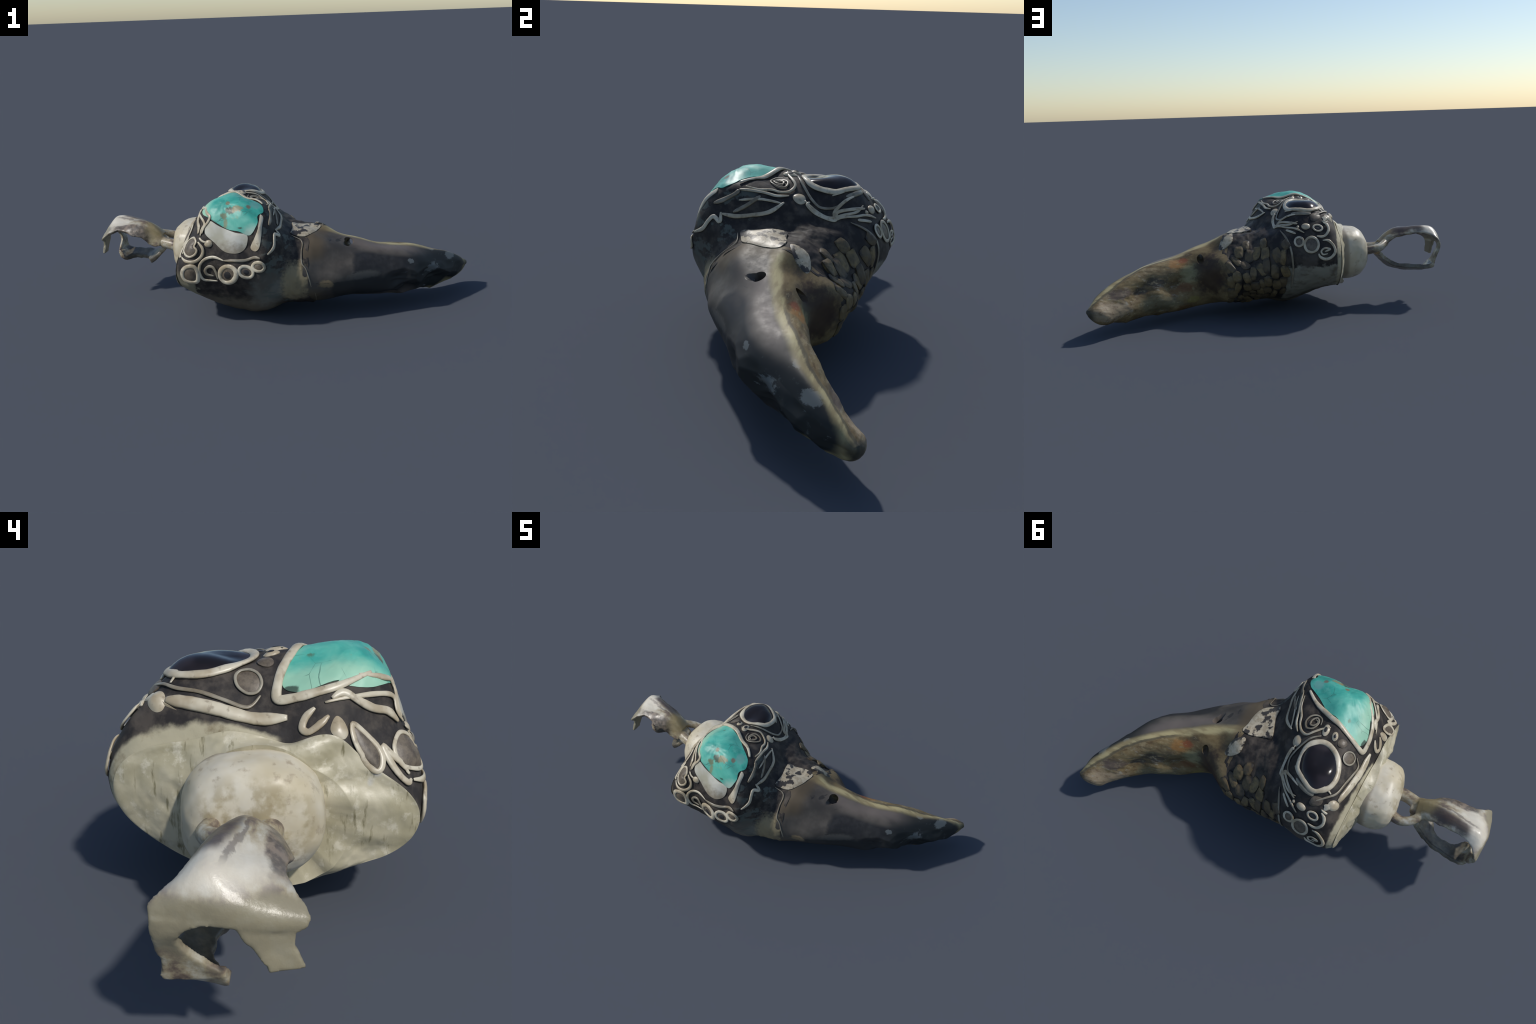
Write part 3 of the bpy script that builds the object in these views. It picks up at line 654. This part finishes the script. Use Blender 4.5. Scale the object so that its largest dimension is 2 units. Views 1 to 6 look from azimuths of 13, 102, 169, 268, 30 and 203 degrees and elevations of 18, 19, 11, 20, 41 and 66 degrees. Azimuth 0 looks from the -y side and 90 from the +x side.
    line = n.math("MULTIPLY", n.math("MULTIPLY", n.step(d, 0.014, 0.022), n.step(d, 0.038, 0.028)), n.step(n.x, 0.50, 0.58))
    col = n.mix(n.math("MULTIPLY", line, 0.7), col, (0.045, 0.040, 0.032))
    tipg = n.step(n.math("ADD", n.x, n.math("MULTIPLY", n.y, 0.5)), 1.155, 1.185)
    col = n.mix(n.math("MULTIPLY", tipg, 0.8), col, (0.030, 0.032, 0.028))
    root = n.math("MULTIPLY", n.step(n.x, 0.30, 0.24), n.step(n.z, 0.30, 0.36))
    col = n.mix(n.math("MULTIPLY", root, 0.75), col, (0.10, 0.075, 0.045))
    hgt = n.math("ADD", n.math("MULTIPLY", grain, 0.6), n.math("MULTIPLY", b, 0.5))
    return n.done(col, n.step(b, 0.3, 0.7, 0.46, 0.6), 0.0, hgt, 0.05, 0.005, 0.24)


def mat_scale():
    n = Nodes("leathery_scale")
    b = n.noise(40, 5, 0.65)
    info = n.t.nodes.new("ShaderNodeObjectInfo").outputs["Random"]
    g = n.t.nodes.new("ShaderNodeTexCoord").outputs["Generated"]
    c = n.t.nodes.new("ShaderNodeVectorMath")
    c.operation = "DISTANCE"
    n.t.links.new(g, c.inputs[0])
    c.inputs[1].default_value = (0.5, 0.5, 0.5)
    rim = n.step(n.math("ADD", c.outputs["Value"], n.math("MULTIPLY", n.math("SUBTRACT", b, 0.5), 0.4)), 0.42, 0.72)
    col = n.mix(n.step(b, 0.35, 0.68), (0.21, 0.150, 0.065), (0.10, 0.076, 0.040))
    col = n.mix(n.math("MULTIPLY", info, 0.75), col, (0.050, 0.038, 0.028))
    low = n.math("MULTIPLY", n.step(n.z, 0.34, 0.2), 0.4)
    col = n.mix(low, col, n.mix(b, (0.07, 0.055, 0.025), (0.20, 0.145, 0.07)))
    col = n.mix(rim, col, (0.018, 0.016, 0.015))
    return n.done(col, 0.5, 0.0, b, 0.4, 0.006, 0.4)


def mat_horn():
    n = Nodes("cream_horn_fragment")
    b, c = n.noise(24, 4, 0.55), n.noise(45, 4, 0.6, seed=4.0)
    col = n.mix(n.step(c, 0.35, 0.65), (0.47, 0.41, 0.30), (0.33, 0.27, 0.18))
    col = n.mix(n.step(b, 0.50, 0.56), col, (0.040, 0.034, 0.028))
    return n.done(col, 0.45, 0.0, c, 0.2, 0.005)


# ---------------------------------------------------------------- the pendant
M = {k: f() for k, f in dict(setting=mat_setting, back=mat_back, dome=mat_dome, bail=mat_bail, silver=mat_silver, disc=mat_disc, dark=mat_dark,
                             facet=mat_facet, turquoise=mat_turquoise, onyx=mat_onyx, claw=mat_claw, scale=mat_scale, horn=mat_horn).items()}
M["dull"] = mat_silver("dull_silver", 0.5)
O = ORNAMENT

root = bpy.data.objects.new("claw_pendant", None)
SCENE.objects.link(root)
root["label"] = "curved horn claw pendant with silver cap, turquoise and onyx"
root["category"] = "claw pendant"

# where the metal collar ends, as x of the section centre round the body
SEAM = [0.235, 0.205, 0.185, 0.175, 0.180, 0.185, 0.195, 0.205, 0.215, 0.225, 0.23, 0.235, 0.245, 0.26, 0.275, 0.285, 0.29, 0.285, 0.265, 0.25]
_sm = spline_second(SEAM, True)
_cx = [s[0][0] for s in SECTIONS]


def station_of_x(x):
    for i in range(1, LAST):
        if _cx[i + 1] >= x:
            return i + (x - _cx[i]) / (_cx[i + 1] - _cx[i])
    return LAST


seam_u = [station_of_x(spline_at(SEAM, _sm, k * STEPS / ROUND, True) + 0.004 * noise.noise(Vector((k * 0.13, 3.1, 0)))) for k in range(ROUND)]


def body_part(name, start, stop, rows, mat, relief, close=False, lip=0.0, cap=None):
    v = []
    for i in range(rows + 1):
        t = i / rows
        for k in range(ROUND):
            u = start[k] + (stop[k] - start[k]) * t
            p, d = surface(u, k)
            q = p + d * relief(p, u, k, t)
            v.append(q)
    f = lathe_faces(rows + 1, ROUND)
    if lip:
        base = rows * ROUND
        n0 = len(v)
        for k in range(ROUND):
            p, d = surface(stop[k], k)
            v.append(p - d * lip)
        f += [(base + k, base + (k + 1) % ROUND, n0 + (k + 1) % ROUND, n0 + k) for k in range(ROUND)]
    if close:
        n0 = len(v)
        v.append(sum(v[:ROUND], Vector()) / ROUND)
        f += [((k + 1) % ROUND, k, n0) for k in range(ROUND)]
        n0 = len(v)
        ring = v[rows * ROUND:(rows + 1) * ROUND]
        v.append(sum(ring, Vector()) / ROUND + Vector((0.006, 0.006, -0.001)))
        f += [(rows * ROUND + k, rows * ROUND + (k + 1) % ROUND, n0) for k in range(ROUND)]
    return make(name, v, f, mat, root, angle=55)


def setting_relief(p, u, k, t):
    e = -0.006 * max(0, min(1, (p.z - 0.08) / 0.1)) + 0.003 * fractal(p, 0.05)
    if p.x > 0:                                # crumpled collar between the stone heads and the claw
        e += 0.0035 * min(1, p.x / 0.05) * fractal((p.x * 2.2, p.y, p.z), 0.05)
    if t > 0.93:
        e += 0.005 * (t - 0.93) / 0.07
    if t < 0.02:
        e -= 0.003 * (1 - t / 0.02)
    return e


def claw_relief(p, u, k, t):
    e = 0.003 * fractal(p, 0.13, 2)
    a = 360 * k / ROUND
    w = max(0, min(1, (p.x - 0.42) / 0.1))
    if 180 < a < 345:                          # growth ridges run lengthwise on the inner curve
        e += 0.0022 * w * fractal((p.x * 1.2, p.y * 5, p.z * 5), 0.12)
    if 60 < a < 215 and p.x > 0.56:            # scalloped chips on the outer curve towards the tip
        w = min(1, (p.x - 0.56) / 0.08) * max(0, min(1, (0.99 - p.x) / 0.1)) * min(1, (a - 60) / 30) * min(1, (215 - a) / 25)
        f1 = noise.voronoi(Vector((p.x * 9, p.y * 9, p.z * 16)))[0][0]
        e += 0.048 * w * (f1 - 0.50)
    return e


rim = [1.0] * ROUND
setting = body_part("setting", rim, seam_u, 150, M["setting"], setting_relief, lip=0.012)
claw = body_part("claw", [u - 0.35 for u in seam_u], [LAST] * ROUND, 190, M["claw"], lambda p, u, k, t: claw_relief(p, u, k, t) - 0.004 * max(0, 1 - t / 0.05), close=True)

# cord hole drilled through the crest of the claw
hole = bpy.data.meshes.new("drill")
bm = bmesh.new()
bmesh.ops.create_cone(bm, cap_ends=True, segments=28, radius1=0.019, radius2=0.019, depth=0.34)
bm.to_mesh(hole)
bm.free()
mouth = bpy.data.meshes.new("mouth")
bm = bmesh.new()
bmesh.ops.create_cone(bm, cap_ends=True, segments=28, radius1=0.025, radius2=0.029, depth=0.13)
bm.to_mesh(mouth)
bm.free()
drill = bpy.data.objects.new("drill", hole)
SCENE.objects.link(drill)
axis = (Vector((0.403, 0.261, 0.289)) - Vector((0.376, -0.110, 0.391))).normalized()
drill.location = (Vector((0.376, -0.110, 0.391)) + Vector((0.403, 0.261, 0.289))) / 2
drill.rotation_mode = "QUATERNION"
drill.rotation_quaternion = Vector((0, 0, 1)).rotation_difference(axis)
shaft = bpy.data.objects.new("mouth", mouth)
SCENE.objects.link(shaft)
entry, square = snap((0.382, -0.020, 0.367))
shaft.location = entry + square * 0.018
shaft.rotation_mode = "QUATERNION"
shaft.rotation_quaternion = Vector((0, 0, 1)).rotation_difference(square)
for tool in (drill, shaft):
    mod = claw.modifiers.new("cord_hole", "BOOLEAN")
    mod.operation, mod.object, mod.solver = "DIFFERENCE", tool, "EXACT"
bpy.context.view_layer.update()
ev = claw.evaluated_get(bpy.context.evaluated_depsgraph_get())
cut = bpy.data.meshes.new_from_object(ev)
claw.modifiers.clear()
claw.data = cut
cut.name = "claw"
cut.set_sharp_from_angle(angle=math.radians(55))
bpy.data.objects.remove(drill)
bpy.data.objects.remove(shaft)

# back plate: dished between the rim and the foot of the dome, with folds raying out from it
def dish(k, t):
    a = math.radians(360 * k / ROUND)
    far = math.exp(-((((a - math.radians(262) + math.pi) % (2 * math.pi)) - math.pi) / math.radians(52)) ** 2)
    near = math.exp(-((((a - math.radians(105) + math.pi) % (2 * math.pi)) - math.pi) / math.radians(40)) ** 2)
    s = min(1, t / 0.35)
    s = s * s * (3 - 2 * s)
    fold = noise.noise(Vector((math.cos(a) * 3.5, math.sin(a) * 3.5, 0.7 * t)))
    return s * (0.010 * far + 0.0 * near) + s * fold * 0.013


v = []
ROWS = 40
for i in range(ROWS + 1):
    t = i / ROWS
    for k in range(ROUND):
        p, d = surface(1 - t * 0.98, k)
        v.append(p + Vector((1, 0, 0)) * (dish(k, t) + 0.004 * fractal(p, 0.05) * min(1, i / 3)) + d * (-0.003 if i == 0 else 0))
n0 = len(v)
v.append(Vector((-0.38, 0.04, 0.31)))
f = lathe_faces(ROWS + 1, ROUND) + [(ROWS * ROUND + k, ROWS * ROUND + (k + 1) % ROUND, n0) for k in range(ROUND)]
back_plate = make("back_plate", v, f, M["back"], root, angle=55)

# dome cap
DOME = [(-0.30, 0.120, 0.125), (-0.35, 0.138, 0.136), (-0.395, 0.156, 0.145), (-0.43, 0.167, 0.150), (-0.465, 0.168, 0.149), (-0.50, 0.162, 0.143), (-0.527, 0.150, 0.130),
        (-0.547, 0.130, 0.109), (-0.559, 0.100, 0.082), (-0.566, 0.060, 0.050), (-0.568, 0.020, 0.018)]
v, COLS = [], 96
path = catmull([(x, ry, rz) for x, ry, rz in DOME], 60, False)
for q in path:
    for k in range(COLS):
        a = 2 * math.pi * k / COLS
        c, s = math.cos(a), math.sin(a)
        e = 2 / 2.35
        p = Vector((q[0], 0.053 + 0.12 * (-0.42 - q[0]) * 0.2 + q[1] * math.copysign(abs(s) ** e, s), 0.300 + q[2] * math.copysign(abs(c) ** e, c)))
        v.append(p + (p - Vector((-0.42, 0.05, 0.3))).normalized() * 0.005 * fractal(p, 0.10))
f = lathe_faces(len(path), COLS)
f.append(tuple(range((len(path) - 1) * COLS, len(path) * COLS)))
dome = make("dome_cap", v, f, M["dome"], root)

# ---------------------------------------------------------------- bail: torn folded strap on a forked neck
V, F = [], []


def inward(p, by=0.006):
    # the listed points lie on the outer face of the loop; the sheet's middle lies a little inside it
    p = Vector(p)
    c = Vector((min(max(p.x, -0.88), -0.76), p.y, 0.305))
    return p + (c - p).normalized() * by


def strip(rows, thick=0.016, fine=5):
    """Sheet metal through rows of edge points, given thickness."""
    rows = [[inward(p) for p in r] for r in rows]
    n = len(rows[0])
    cols = (n - 1) * 4 + 1
    cross = [catmull(r, cols - 1, False) for r in rows]
    long = [catmull([c[j] for c in cross], (len(rows) - 1) * fine, False) for j in range(cols)]
    g = [[long[j][i] for j in range(cols)] for i in range(len(long[0]))]
    R = len(g)
    for i in range(R):                                     # torn, uneven edges
        for j, k in ((0, 1), (cols - 1, cols - 2)):
            out = g[i][j] - g[i][k]
            g[i][j] = g[i][j] + out.normalized() * (0.006 * fractal(g[i][j] * 1.0, 0.022, 2))
    up, dn = [], []
    for i in range(R):
        for j in range(cols):
            a = g[min(i + 1, R - 1)][j] - g[max(i - 1, 0)][j]
            b = g[i][min(j + 1, cols - 1)] - g[i][max(j - 1, 0)]
            nn = a.cross(b)
            nn = nn.normalized() if nn.length > 1e-9 else Vector((0, 0, 1))
            w = thick * (1 + 0.25 * fractal(g[i][j], 0.05))
            up.append(g[i][j] + nn * w / 2)
            dn.append(g[i][j] - nn * w / 2)
    o = len(V)
    V.extend(up + dn)
    m = R * cols
    for i in range(R - 1):
        for j in range(cols - 1):
            q = [i * cols + j, i * cols + j + 1, (i + 1) * cols + j + 1, (i + 1) * cols + j]
            F.append([o + t for t in q])
            F.append([o + m + t for t in q[::-1]])
    edge = [j for j in range(cols)] + [i * cols + cols - 1 for i in range(1, R)] + [(R - 1) * cols + j for j in range(cols - 2, -1, -1)] + [i * cols for i in range(R - 2, 0, -1)]
    for a, b in zip(edge, edge[1:] + edge[:1]):
        F.append([o + b, o + a, o + m + a, o + m + b])


def limb(pts, radii):
    p = catmull(pts, 8 * (len(pts) - 1), False)
    r = [x[0] for x in catmull([(q, 0, 0) for q in radii], 8 * (len(pts) - 1), False)]
    v, f = tube(p, r, 14)
    o = len(V)
    V.extend(v)
    F.extend([[o + i for i in q] for q in f])


strip([[(-.655, .020, .296), (-.650, .032, .335), (-.650, .075, .352), (-.650, .115, .346), (-.645, .13, .32)],
       [(-.712, .022, .305), (-.702, .032, .365), (-.70, .07, .398), (-.70, .11, .388), (-.70, .135, .362)],
       [(-.752, .004, .350), (-.75, .024, .392), (-.75, .072, .422), (-.75, .105, .415), (-.755, .142, .39)],
       [(-.81, -.002, .364), (-.81, .025, .402), (-.81, .075, .424), (-.815, .12, .430), (-.82, .157, .400)],
       [(-.865, .012, .384), (-.865, .040, .400), (-.87, .085, .416), (-.88, .138, .437), (-.89, .176, .405)],
       [(-.925, .012, .378), (-.93, .05, .398), (-.94, .10, .415), (-.945, .150, .429), (-.93, .198, .395)],
       [(-.980, -.018, .346), (-.985, .05, .362), (-.985, .11, .38), (-.975, .17, .39), (-.955, .238, .370)],
       [(-.984, -.004, .325), (-.991, .055, .333), (-.991, .11, .338), (-.982, .175, .343), (-.960, .245, .345)]])
# two legs of the torn far end
strip([[(-.984, .0, .328), (-.991, .105, .335)], [(-.985, .008, .302), (-.992, .085, .300)], [(-.986, -.002, .276), (-.993, .062, .272)], [(-.987, -.014, .251), (-.993, .050, .249)]], 0.016)
strip([[(-.965, .245, .350), (-.99, .145, .345)], [(-.963, .242, .31), (-.980, .188, .325)], [(-.950, .234, .275), (-.960, .193, .285)], [(-.938, .232, .235), (-.954, .135, .232)], [(-.928, .228, .198), (-.948, .122, .215)]], 0.016)
# lower strap back to the neck: its far edge rides higher than its near edge
strip([[(-.930, .230, .212), (-.948, .120, .220)], [(-.90, .228, .206), (-.914, .117, .178)], [(-.86, .222, .208), (-.865, .145, .184)], [(-.80, .205, .213), (-.80, .136, .186)], [(-.765, .192, .215), (-.765, .113, .188)],
       [(-.735, .178, .217), (-.735, .056, .194)], [(-.705, .160, .228), (-.722, .035, .196)], [(-.670, .140, .255), (-.675, .032, .235)], [(-.635, .125, .290), (-.635, .034, .280)]], 0.024)
# forked neck
limb([(-.500, .020, .300), (-.565, .022, .305), (-.600, .030, .310), (-.635, .043, .312), (-.670, .060, .325)], [.034, .032, .030, .030, .024])
limb([(-.490, .120, .310), (-.560, .148, .315), (-.600, .160, .322), (-.640, .150, .332), (-.680, .120, .348)], [.030, .026, .023, .022, .020])
limb([(-.625, .085, .310), (-.655, .085, .318), (-.690, .085, .335)], [.018, .028, .020])


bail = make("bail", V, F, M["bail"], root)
mod = bail.modifiers.new("fuse", "REMESH")
mod.mode, mod.voxel_size, mod.use_smooth_shade = "VOXEL", 0.0045, True
mod = bail.modifiers.new("soften", "SMOOTH")
mod.factor, mod.iterations = 0.5, 2
bpy.context.view_layer.update()
fused = bpy.data.meshes.new_from_object(bail.evaluated_get(bpy.context.evaluated_depsgraph_get()))
bail.modifiers.clear()
bail.data = fused
fused.name = "bail"

def shrink(pts, s, shift=(0, 0, 0)):
    c = sum((Vector(p) for p in pts), Vector()) / len(pts)
    return [c + (Vector(p) - c) * s + Vector(shift) for p in pts]


# ---------------------------------------------------------------- stones and their bezels
turquoise = patch("turquoise", O["turquoise"], 0.005, M["turquoise"], setting, -0.002, 3.0, 18, 120, rough=0.002)
wire("turquoise_bezel", O["bezel_turquoise"], 0.0135, M["silver"], setting, closed=False)
wire("turquoise_bezel", O["bezel_front"], 0.0085, M["silver"], setting)
patch("burnished_facet", O["facet"], 0.002, M["facet"], setting, -0.003, 3.0, 10, 64)
patch("prong", O["spur"], 0.007, M["silver"], setting, -0.002, 1.6, 7, 48)
patch("onyx", shrink(O["onyx"], 1.07), 0.021, M["onyx"], setting, 0.002, 2.1, 16, 80)
wire("onyx_bezel", O["onyx_bezel"], 0.0145, M["silver"], setting, closed=True)

# ---------------------------------------------------------------- wire work, beads and discs
for name, key, r, m in (("silver_strip", "strip", 0.019, "silver"), ("wire", "inner_strip", 0.006, "dull"), ("spiral_wire", "spiral_top", 0.0048, "dull"),
                        ("wire", "frame", 0.0065, "silver"), ("wire", "frame_out", 0.006, "silver"), ("wire", "drop_tail", 0.0065, "silver"), ("wire", "onyx_outer", 0.006, "dull"),
                        ("wire", "v_wire", 0.0075, "silver"), ("wire", "side_edge", 0.006, "dull"), ("wire", "bar_a", 0.008, "silver"), ("wire", "bar_b", 0.0065, "silver"),
                        ("bar", "bar_c", 0.0075, "silver"), ("hook_wire", "side_hook", 0.008, "silver"), ("hook_wire", "side_hook_low", 0.009, "silver"), ("spiral_wire", "side_spiral", 0.0055, "silver"),
                        ("hook_wire", "row_b_hook", 0.0085, "silver"), ("curl_wire", "row_b_curl", 0.009, "dull"), ("wire", "row_band", 0.0085, "dull"), ("tear_wire", "tear_ring", 0.009, "silver"),
                        ("wire", "small_bead_tail", 0.006, "silver"), ("wire", "left_wire", 0.0075, "silver"), ("hook_wire", "hook", 0.010, "silver"), ("spiral_wire", "spiral_back", 0.010, "silver"),
                        ("silver_strip", "back_band", 0.012, "silver"), ("fold", "fold_a", 0.010, "silver"), ("fold", "fold_b", 0.009, "dull"), ("fold", "fold_c", 0.010, "silver"), ("fold", "fold_d", 0.010, "dull"),
                        ("wire", "top_edge", 0.007, "silver"), ("wire", "onyx_lower", 0.007, "silver"), ("collar_edge", "seam_a", 0.0035, "dull")):
    wire(name, O[key], r, M[m], setting)
for name, key, h, m in (("bead", "strip_bead", 0.014, "silver"), ("disc", "disc_top", 0.006, "disc"), ("bead", "drop", 0.013, "silver"), ("disc", "side_disc", 0.006, "disc"), ("disc", "side_disc_small", 0.006, "disc"),
                        ("bead", "side_bead_a", 0.008, "silver"), ("bead", "side_bead_b", 0.013, "silver"), ("disc", "side_oval", 0.006, "dark"), ("silver_lump", "lump_a", 0.010, "dull"), ("silver_lump", "lump_b", 0.007, "disc"),
                        ("silver_lump", "lump_c", 0.008, "silver"), ("silver_lump", "lump_d", 0.007, "silver"), ("disc", "row_a", 0.008, "disc"), ("disc", "row_c", 0.010, "disc"), ("disc", "row_d", 0.008, "disc"),
                        ("disc", "row_e", 0.008, "disc"), ("silver_tear", "tear", 0.014, "disc"), ("bead", "small_bead", 0.013, "silver"), ("silver_leaf", "leaf", 0.010, "silver"), ("silver_tear", "tear_back", 0.012, "disc"),
                        ("oval_bead", "oval_a", 0.011, "silver"), ("oval_bead", "oval_b", 0.010, "silver"), ("oval_bead", "oval_c", 0.006, "disc"), ("horn_fragment", "horn_a", 0.003, "horn"), ("horn_fragment", "horn_b", 0.004, "horn")):
    big = name == "horn_fragment"
    patch(name, O[key], h * (1 if big else 0.62), M[m], setting, 0.001 if big else -0.003, 2.4 if not big else 6, 7, 60 if big else 40)
for key, r in (("disc_top", 0.0045), ("side_disc", 0.0075), ("side_disc_small", 0.0065), ("side_oval", 0.006), ("row_a", 0.012), ("row_c", 0.014), ("row_d", 0.009), ("row_e", 0.009), ("tear", 0.0065), ("tear_back", 0.008)):
    wire("disc_rim", O[key], r, M["silver"] if key != "disc_top" else M["dull"], setting, closed=True)


for key, s in (("row_c", 0.42), ("row_d", 0.40), ("oval_a", 0.45), ("oval_b", 0.42)):
    patch("dark_eye", shrink(O[key], s), 0.002, M["dark"], setting, 0.0035, 2.4, 4, 28)

# ---------------------------------------------------------------- scaly wrap on the far flank
for row in range(8):
    x = -0.037 + 0.044 * row
    shift = random.uniform(-6, 6)
    u = station_of_x(x)
    a = (308.0 if 1 < row < 6 else 294.0) - (row % 2) * 8 + shift
    low = (230, 214, 204, 200, 198, 198, 200, 206)[row]
    while a > low:
        k = int(a / 360 * ROUND)
        r = radius(u, k)
        length = random.uniform(0.062, 0.098)
        width = 0.0265 * random.uniform(0.72, 1.15)
        p, d = surface(u + random.uniform(-0.17, 0.17), k)
        p1, _ = surface(u, k + 4)
        along = (p1 - p).normalized()                      # down the flank
        q, nn = snap(p)
        across = nn.cross(along).normalized()
        slant = random.uniform(-0.2, 0.5)
        t = (along + across * random.uniform(-0.05, 0.25)).normalized()
        w = nn.cross(t).normalized()
        ring = []
        for j in range(12):                                # rounded block, a little askew
            b = 2 * math.pi * j / 12
            cb, sb = math.cos(b), math.sin(b)
            jit = random.uniform(0.88, 1.05)
            lx = math.copysign(abs(cb) ** 0.62, cb) * length * 0.47 * jit
            wx = math.copysign(abs(sb) ** 0.62, sb) * width * 0.92 * jit
            ring.append(q + t * lx + w * (wx + 0.25 * lx * slant))
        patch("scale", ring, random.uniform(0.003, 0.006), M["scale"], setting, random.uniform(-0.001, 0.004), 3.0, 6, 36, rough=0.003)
        a -= math.degrees(length * 0.90 / r)
